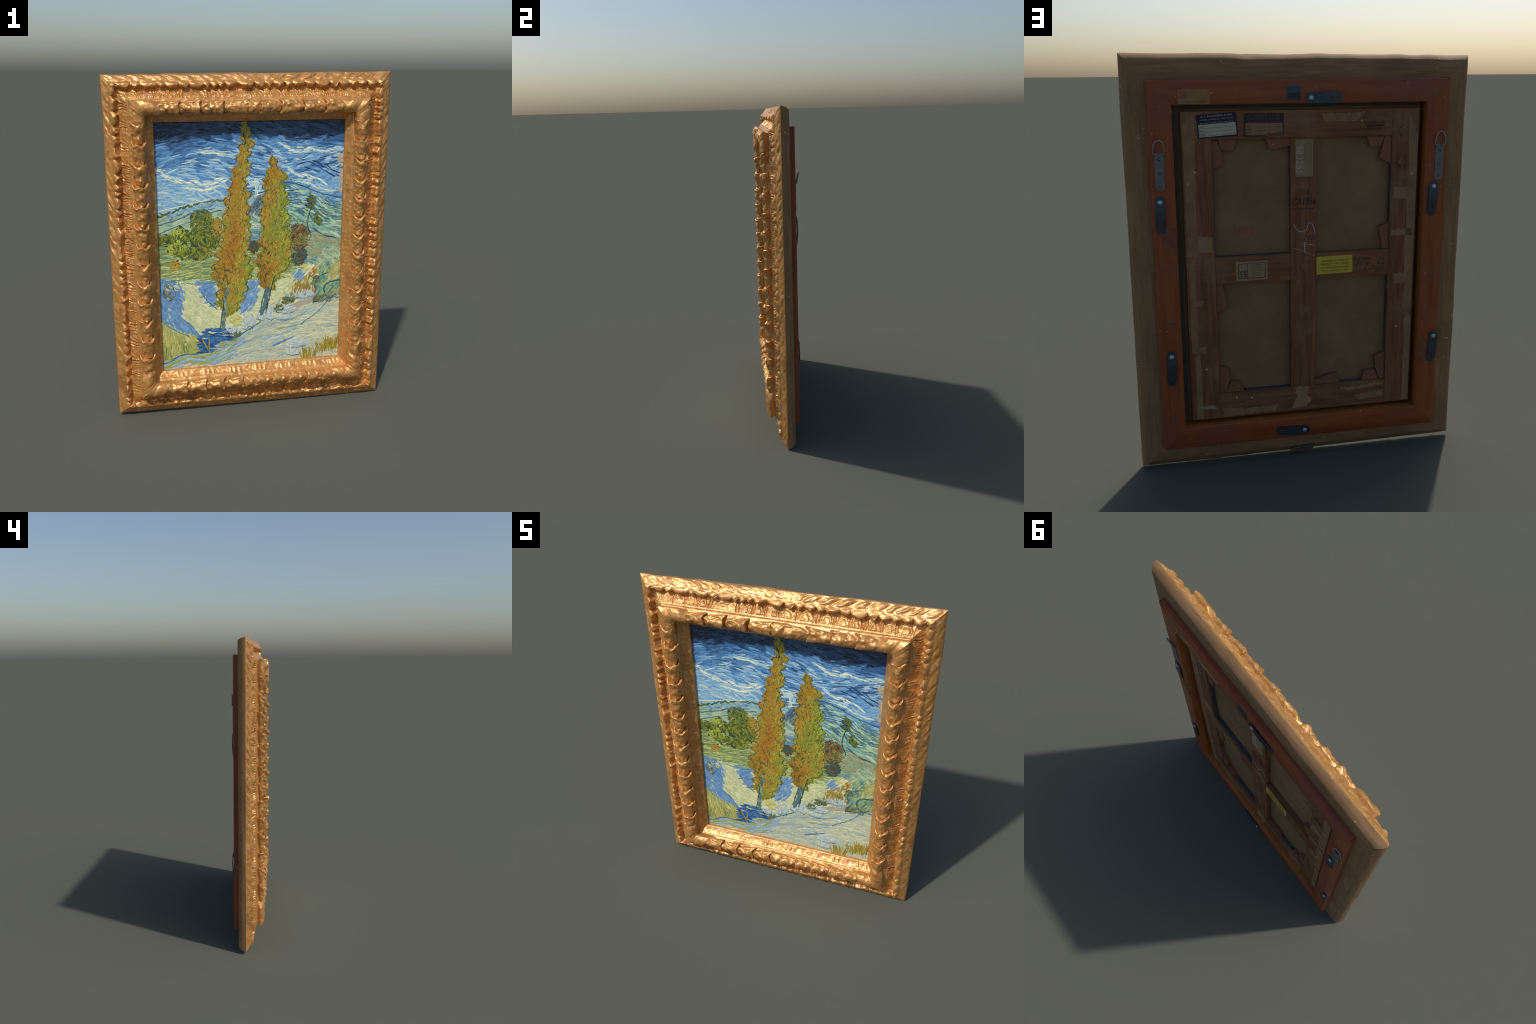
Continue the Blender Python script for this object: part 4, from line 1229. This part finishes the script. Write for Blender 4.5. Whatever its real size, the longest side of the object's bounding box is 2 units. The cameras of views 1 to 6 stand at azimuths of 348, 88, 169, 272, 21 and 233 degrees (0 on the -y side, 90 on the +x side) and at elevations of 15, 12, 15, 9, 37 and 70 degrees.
land.fill(poly((0.60, 0.86), (0.80, 0.80), (1.0, 0.78), (1.0, 0.92), (0.8, 0.90), (0.66, 0.93)), 420, [(180, 182, 150), (172, 176, 146), (164, 170, 144)], 0.05, 0.011, lambda u, v: 0.15 + 0.4 * vnoise(u * 6, v * 9, 5), 0.6, 2.5, (0.6, 1, 0.77, 0.95))
land.line([(0.60, 0.90), (0.72, 0.86), (0.83, 0.80), (0.93, 0.76)], [(134, 160, 172), (120, 146, 170), (146, 168, 168)], 0.014, 0.06, 2.7, 0.4, 0.1, 0.008)
land.line([(0.78, 0.84), (0.88, 0.79), (0.94, 0.735), (1.0, 0.71)], [(84, 98, 84), (54, 76, 84)], 0.007, 0.05, 3.2, 0.6, 0.08)
land.line([(0.90, 0.745), (1.0, 0.725)], [(92, 108, 104), (70, 92, 98)], 0.012, 0.04, 3.1, 0.4, 0.1, 0.005)
# ponds
pond = poly((0.0, 0.612), (0.09, 0.627), (0.144, 0.675), (0.12, 0.735), (0.108, 0.780), (0.165, 0.81), (0.215, 0.868), (0.14, 0.855), (0.06, 0.820), (0.0, 0.775))
land.fill(pond, 520, BLUEGR, 0.05, 0.020, -1.0, 0.3, 2.5, (0, 0.22, 0.61, 0.87))
land.fill(poly((0.185, 0.628), (0.31, 0.637), (0.315, 0.750), (0.27, 0.725), (0.225, 0.675)), 260, BLUEGR, 0.04, 0.016, 0.3, 0.3, 2.5, (0.18, 0.32, 0.62, 0.76))
land.fill(poly((0.475, 0.640), (0.540, 0.640), (0.535, 0.72), (0.500, 0.760), (0.44, 0.765), (0.45, 0.70)), 230, BLUEGR, 0.04, 0.016, 0.9, 0.3, 2.5, (0.43, 0.55, 0.63, 0.77))
land.fill(lambda u, v: (v > 0.622) & (v < 0.66) & (u > 0.04) & (u < 0.20) & (v > 0.63 + 0.2 * (0.1 - u)), 120, STRAW, 0.03, 0.010, -0.8, 0.3, 3.0, (0.04, 0.2, 0.62, 0.68))
land.line([(0.02, 0.612), (0.12, 0.630), (0.20, 0.636), (0.30, 0.640)], [(70, 108, 120), (84, 122, 124)], 0.009, 0.045, 3.2, 0.6, 0.1, 0.003)
land.line([(0.225, 0.675), (0.25, 0.71), (0.31, 0.755)], [(56, 82, 92), (66, 96, 104)], 0.008, 0.035, 3.2, 0.6)
land.line([(0.11, 0.775), (0.17, 0.815), (0.22, 0.872)], [(72, 106, 118)], 0.009, 0.04, 3.2, 0.6)
land.line([(0.0, 0.78), (0.07, 0.828), (0.16, 0.862)], [(78, 112, 116), (96, 126, 112)], 0.009, 0.04, 3.2, 0.6)
bush(land, 0.055, 0.665, 0.032, 0.035, [(124, 118, 60), (80, 96, 92), (66, 84, 84)], [(54, 70, 78)], 60, 3.0)
land.fill(poly((0.14, 0.66), (0.20, 0.655), (0.25, 0.71), (0.32, 0.77), (0.325, 0.835), (0.24, 0.845), (0.19, 0.79), (0.12, 0.745)), 480, STRAW, 0.045, 0.012, -0.9, 0.5, 2.6, (0.1, 0.34, 0.64, 0.86))
# bank of yellow grass and the brook
land.fill(poly((0.0, 0.785), (0.06, 0.825), (0.124, 0.846), (0.215, 0.872), (0.20, 0.935), (0.094, 0.930), (0.05, 0.962), (0.0, 0.955)), 560, LEMON, 0.05, 0.011, lambda u, v: -0.9 - 0.9 * (0.2 - u) / 0.2, 0.3, 2.7, (0, 0.22, 0.78, 0.965))
land.fill(poly((0.0, 0.90), (0.10, 0.88), (0.2, 0.91), (0.094, 0.930), (0.05, 0.962), (0.0, 0.955)), 110, [(98, 108, 66), (84, 98, 60), (110, 122, 84)], 0.05, 0.006, lambda u, v: -1.1 - 0.7 * (0.2 - u) / 0.2, 0.3, 3.3, (0, 0.22, 0.86, 0.965))
land.fill(poly((0.0, 0.962), (0.05, 0.963), (0.10, 0.930), (0.20, 0.937), (0.30, 0.905), (0.43, 0.880), (0.50, 0.895), (0.42, 0.93), (0.38, 1.0), (0.0, 1.0)), 560, WATER, 0.055, 0.013, lambda u, v: 0.12 + 0.3 * np.sin(u * 20), 0.5, 2.8, (0, 0.52, 0.87, 1.0))
land.fill(poly((0.0, 0.962), (0.05, 0.963), (0.10, 0.930), (0.30, 0.905), (0.43, 0.880), (0.40, 0.93), (0.38, 1.0), (0.0, 1.0)), 120, [(132, 138, 66), (116, 130, 74), (140, 134, 48)], 0.055, 0.009, lambda u, v: 0.05 + 0.3 * np.sin(u * 20), 0.5, 3.5, (0, 0.45, 0.88, 1.0))
land.line([(0.0, 0.965), (0.05, 0.966), (0.10, 0.934), (0.20, 0.940), (0.30, 0.925)], [(36, 78, 104), (44, 88, 110)], 0.008, 0.045, 3.8, 0.6)
land.line([(0.02, 0.985), (0.08, 0.965), (0.14, 0.945), (0.24, 0.950), (0.30, 0.935)], [(136, 134, 44), (146, 142, 60)], 0.012, 0.05, 3.8, 0.5)
land.fill(lambda u, v: v > 0.985 + 0.008 * np.sin(u * 30), 150, [(182, 168, 138), (170, 158, 132)], 0.03, 0.010, 0.05, 0.2, 3.9, (0, 0.40, 0.975, 1.0))
# blue rock
land.fill(poly((0.215, 0.868), (0.245, 0.832), (0.375, 0.836), (0.400, 0.890), (0.33, 0.893), (0.290, 0.905), (0.28, 0.935), (0.200, 0.935)), 330, [(36, 76, 122), (46, 90, 138), (28, 60, 98), (70, 112, 150)], 0.045, 0.012, -0.06, 0.2, 3.4, (0.19, 0.41, 0.825, 0.94))
land.line([(0.235, 0.845), (0.30, 0.868), (0.39, 0.872)], [(22, 44, 74)], 0.008, 0.04, 4.2, 0.6)
land.line([(0.228, 0.88), (0.255, 0.925)], [(150, 132, 40)], 0.008, 0.03, 4.6, 0.5)
land.line([(0.262, 0.88), (0.260, 0.93)], [(150, 132, 40)], 0.008, 0.03, 4.6, 0.5)
# pale stones along the path
STONE = [(150, 168, 172), (164, 174, 168), (172, 176, 160), (136, 156, 164)]
for u0, v0, du, dv, a in [(0.395, 0.848, 0.045, 0.016, 1.2), (0.465, 0.815, 0.016, 0.032, 1.8), (0.500, 0.812, 0.014, 0.030, 1.9), (0.555, 0.790, 0.026, 0.022, 1.5), (0.605, 0.785, 0.016, 0.030, 1.5),
                          (0.690, 0.772, 0.055, 0.018, 0.25), (0.790, 0.712, 0.055, 0.016, 1.5), (0.690, 0.808, 0.050, 0.010, 0.0),
                          (0.755, 0.925, 0.050, 0.020, -0.2), (0.735, 0.958, 0.036, 0.022, 1.5)]:
    disc = lambda u, v: (np.abs((u - u0) / du) ** 2.5 + np.abs((v - v0) / dv) ** 2.5) < 1
    land.fill(disc, 80, STONE, 0.030, 0.013, a, 0.3, 3.2, (u0 - du, u0 + du, v0 - dv, v0 + dv))
    land.line([(u0 - du, v0 + dv * 0.7), (u0, v0 + dv * 1.1), (u0 + du, v0 + dv * 0.6)], [(66, 92, 98), (84, 106, 108), (70, 90, 84)], 0.006, 0.03, 3.9, 0.6, 0.25, 0.002)
# winding contours over the path and dark scrub along its edges
for pts in ([(0.44, 0.90), (0.55, 0.875), (0.66, 0.885), (0.74, 0.86)], [(0.42, 0.955), (0.55, 0.935), (0.68, 0.945)], [(0.60, 0.84), (0.72, 0.815), (0.84, 0.775)],
            [(0.85, 0.87), (0.92, 0.85), (1.0, 0.86)], [(0.68, 0.70), (0.74, 0.73), (0.82, 0.735)], [(0.62, 0.75), (0.68, 0.72), (0.74, 0.68)]):
    land.line(pts, [(126, 146, 150), (110, 132, 142), (136, 146, 124)], 0.008, 0.045, 3.0, 0.55, 0.15, 0.004)
for u0, v0, ru, rv in [(0.70, 0.735, 0.035, 0.014), (0.655, 0.765, 0.022, 0.012), (0.415, 0.865, 0.018, 0.016), (0.90, 0.735, 0.05, 0.014), (0.86, 0.655, 0.02, 0.02)]:
    bush(land, u0, v0, ru, rv, [(88, 98, 62), (104, 108, 58), (66, 86, 74)], [(50, 66, 62)], 40, 3.4)
land.line([(0.40, 0.885), (0.47, 0.853), (0.55, 0.818)], [(50, 94, 104), (60, 104, 110)], 0.010, 0.04, 3.8, 0.6)
land.line([(0.63, 0.925), (0.70, 0.905), (0.735, 0.895)], [(84, 112, 154)], 0.018, 0.045, 3.6, 0.4)
land.fill(poly((0.375, 0.79), (0.44, 0.765), (0.45, 0.83), (0.40, 0.835)), 70, LEMON[2:3] + LEMON[:1], 0.03, 0.011, -0.4, 0.3, 3.0, (0.37, 0.46, 0.76, 0.84))
# blue-green tree at the right, ochre scrub before it
land.fill(poly((0.72, 0.69), (0.74, 0.655), (0.83, 0.625), (0.87, 0.68), (0.87, 0.705), (0.72, 0.715)), 190, [(132, 116, 58), (144, 126, 66), (116, 104, 58)], 0.035, 0.012, 1.4, 0.4, 2.9, (0.71, 0.88, 0.62, 0.72))
land.fill(poly((0.84, 0.61), (0.90, 0.575), (1.0, 0.56), (1.0, 0.72), (0.90, 0.715), (0.86, 0.69)), 330, [(148, 150, 94), (160, 160, 106), (134, 138, 90)], 0.04, 0.013, 0.9, 0.4, 2.7, (0.83, 1, 0.55, 0.73))
land.fill(poly((0.875, 0.59), (0.93, 0.565), (0.945, 0.61), (0.92, 0.65), (0.96, 0.665), (1.0, 0.655), (1.0, 0.69), (0.93, 0.70), (0.88, 0.705), (0.85, 0.66), (0.89, 0.63)), 300, [(84, 124, 108), (96, 136, 116), (74, 112, 106), (112, 146, 120)], 0.04, 0.012, 1.0, 0.6, 3.1, (0.84, 1, 0.56, 0.71))
bush(land, 0.945, 0.545, 0.055, 0.030, [(142, 164, 130), (130, 154, 122), (154, 172, 140)], [(90, 114, 104)], 150, 3.0)
land.line([(1.0, 0.658), (0.93, 0.665), (0.90, 0.69), (0.92, 0.725)], [(38, 84, 92), (46, 94, 98)], 0.014, 0.04, 3.9, 0.5)
land.line([(0.86, 0.70), (0.85, 0.66), (0.88, 0.635), (0.93, 0.625)], [(30, 82, 96)], 0.008, 0.04, 3.9, 0.6)
land.fill(poly((0.84, 0.60), (0.87, 0.615), (0.865, 0.65), (0.83, 0.64)), 50, [(150, 104, 48), (136, 96, 44)], 0.025, 0.011, 0.7, 0.3, 3.3, (0.82, 0.88, 0.59, 0.66))
land.fill(poly((0.72, 0.61), (0.80, 0.60), (0.79, 0.645), (0.74, 0.65)), 60, BLUEGR, 0.03, 0.012, 1.0, 0.3, 3.2, (0.71, 0.81, 0.59, 0.66))
land.fill(poly((0.86, 0.715), (1.0, 0.69), (1.0, 0.72), (0.90, 0.745)), 120, [(104, 128, 112), (122, 136, 96), (84, 110, 104)], 0.04, 0.009, 1.0, 0.4, 3.3, (0.85, 1, 0.68, 0.75))
# tufts of dry grass
OCHRE = [(138, 122, 44), (122, 110, 38), (148, 134, 56), (104, 100, 42)]
for u0, v0, n, hgt in [(0.905, 0.945, 26, 0.055), (0.955, 0.930, 30, 0.065), (0.83, 0.970, 26, 0.050), (0.80, 0.980, 14, 0.05), (0.975, 0.945, 12, 0.05)]:
    uu = u0 + rng.uniform(-0.04, 0.04, n)
    vv = v0 + rng.uniform(-0.012, 0.008, n)
    ang = math.pi / 2 - (uu - u0) * 7 + rng.normal(0, 0.12, n)
    idx = np.array([pigment(*c) for c in OCHRE])
    land.add(uu, vv, ang, hgt * rng.uniform(0.8, 1.6, n), np.full(n, 0.007), rng.normal(0, 0.25, n), np.full(n, 0.0004), idx[rng.integers(0, 4, n)], np.full(n, 0.00115) + rng.uniform(0, 0.0002, n))
land.line([(0.66, 0.915), (0.69, 0.90)], [(120, 128, 80)], 0.008, 0.03, 3.6, 0.6)
land.line([(0.64, 0.855), (0.70, 0.85), (0.76, 0.845)], [(120, 132, 84)], 0.010, 0.03, 3.6, 0.6)
land.finish()

# --- the two autumn trees
trees = Paint('painted_trees')
TRUNK = [(92, 118, 108), (108, 130, 112), (74, 100, 100), (128, 144, 120)]
trees.line([(0.338, 0.835), (0.350, 0.77), (0.360, 0.70), (0.372, 0.62)], TRUNK, 0.026, 0.05, 3.9, 0.25, 0.06, 0.003)
trees.line([(0.322, 0.835), (0.338, 0.77), (0.346, 0.72)], [(40, 68, 76)], 0.008, 0.04, 4.5, 0.6)
trees.line([(0.560, 0.775), (0.578, 0.72), (0.592, 0.67)], TRUNK[:3], 0.030, 0.05, 3.9, 0.25, 0.06, 0.004)
trees.line([(0.580, 0.775), (0.598, 0.71), (0.615, 0.655), (0.63, 0.62)], [(34, 52, 60), (40, 68, 72)], 0.009, 0.04, 4.9, 0.6)
trees.line([(0.545, 0.775), (0.562, 0.715), (0.575, 0.68)], [(44, 86, 92)], 0.007, 0.04, 4.5, 0.6)
T1L = [(0.462, 0.012), (0.449, 0.035), (0.448, 0.065), (0.440, 0.107), (0.404, 0.19), (0.394, 0.247), (0.367, 0.303), (0.350, 0.38), (0.333, 0.478), (0.312, 0.536), (0.291, 0.605), (0.314, 0.657), (0.313, 0.719), (0.338, 0.752)]
T1R = [(0.474, 0.012), (0.494, 0.036), (0.506, 0.060), (0.508, 0.080), (0.484, 0.146), (0.476, 0.249), (0.483, 0.326), (0.488, 0.434), (0.481, 0.533), (0.494, 0.605), (0.473, 0.665), (0.432, 0.746), (0.378, 0.775)]
T2L = [(0.612, 0.140), (0.588, 0.176), (0.570, 0.233), (0.567, 0.29), (0.555, 0.348), (0.561, 0.427), (0.547, 0.506), (0.530, 0.556), (0.547, 0.618), (0.547, 0.659), (0.581, 0.676)]
T2R = [(0.616, 0.140), (0.645, 0.170), (0.668, 0.200), (0.679, 0.254), (0.693, 0.333), (0.707, 0.412), (0.715, 0.493), (0.709, 0.564), (0.662, 0.623), (0.622, 0.673)]
RUST = [(142, 96, 34), (146, 104, 38)]
AMBER = [(142, 108, 34), (148, 116, 40), (136, 112, 40), (154, 126, 48)]
MOSS = [(128, 122, 44), (116, 120, 42), (128, 134, 50), (104, 112, 40)]
SHADE = [(70, 76, 38), (88, 84, 34), (56, 70, 44)]
for Lf, Rt, n, shift, sd in ((T1L, T1R, 3000, 0.05, 3), (T2L, T2R, 2600, 0.03, 13)):
    tip = Lf[0][1]
    rag = lambda v, k: (0.011 * np.sin(v * 150 + 2.2 * vnoise(v * 30, v * 0, k + sd) + k) + 0.012 * vnoise(v * 44, v * 0, k + sd)) * sstep(tip - 0.005, tip + 0.05, v)
    lv = lambda v: np.interp(v, [p[1] for p in Lf], [p[0] for p in Lf]) + rag(v, 1)
    rv = lambda v: np.interp(v, [p[1] for p in Rt], [p[0] for p in Rt]) + rag(v, 2)
    box = (min(p[0] for p in Lf) - .03, max(p[0] for p in Rt) + .03, Lf[0][1], max(Lf[-1][1], Rt[-1][1]))
    isin = lambda u, v: (u > lv(v)) & (u < rv(v))
    mid = lambda u, v: (u - lv(v)) / np.maximum(rv(v) - lv(v), 1e-3)
    flame = lambda u, v: math.pi / 2 - 0.9 * (mid(u, v) - 0.5) + 0.6 * vnoise(u * 22, v * 18, 7)
    heart = lambda u, v: bump(v, 0.47, 0.12) * bump(mid(u, v), 0.42, 0.28) if sd == 3 else bump(v, 0.62, 0.07) * bump(mid(u, v), 0.2, 0.3)
    kind = lambda u, v: np.clip(0.50 + 0.28 * (mid(u, v) - 0.5) + shift - 0.03 - 0.28 * heart(u, v) + 0.26 * vnoise(u * 14, v * 12, 5) + 0.16 * vnoise(u * 34, v * 28, 6), 0, 1)
    trees.fill(isin, n, RUST + AMBER + MOSS, 0.040, 0.017, flame, 0.8, 3.2, box, pick=kind, jit=0.25)
    trees.fill(isin, int(n * 0.8), RUST + AMBER + MOSS + LIME[:1], 0.034, 0.0085, flame, 1.2, 4.0, box, pick=kind, jit=0.35)
    trees.fill(isin, int(n * 0.11), SHADE, 0.030, 0.0050, flame, 1.5, 4.9, box, jit=0.5)
    low = lambda u, v: isin(u, v) & (v > box[3] - 0.20) & (mid(u, v) < 0.42)
    trees.fill(low, n // 3, SHADE + MOSS[1:2] + AMBER[:1], 0.030, 0.010, flame, 1.0, 4.4, box, jit=0.5)
    trees.fill(lambda u, v: isin(u, v) & (mid(u, v) > 0.62) & (v > tip + 0.12), n // 8, LIME[:1] + MOSS[2:3], 0.036, 0.010, flame, 1.2, 4.6, box, jit=0.3)
    # curling dark outline of the foliage
    for side, fn, pts in ((1, lv, Lf), (-1, rv, Rt)):
        vv = np.linspace(pts[0][1] + 0.004, pts[-1][1], int((pts[-1][1] - pts[0][1]) / 0.0075))
        uu = fn(vv) + rng.normal(0, 0.002, len(vv))
        du = (fn(vv - 0.008) - fn(vv + 0.008)) * (PX1 - PX0)
        a = np.arctan2(0.016 * (PZ1 - PZ0), du) + rng.normal(0, 0.2, len(vv))
        idx = np.array([pigment(*c) for c in ((58, 72, 44), (76, 86, 40), (50, 70, 60), (96, 96, 40))])
        trees.add(uu, vv, a, np.full(len(vv), 0.022), rng.uniform(0.004, 0.008, len(vv)), -side * rng.uniform(0.2, 1.6, len(vv)), np.full(len(vv), 0.0004), idx[rng.integers(0, 4, len(vv))], 0.00145 + rng.uniform(0, 0.0002, len(vv)))
trees.line([(0.462, 0.05), (0.466, 0.085), (0.455, 0.10)], [(44, 56, 40)], 0.009, 0.03, 5.2, 0.5, 0.3, 0.004)
trees.finish()
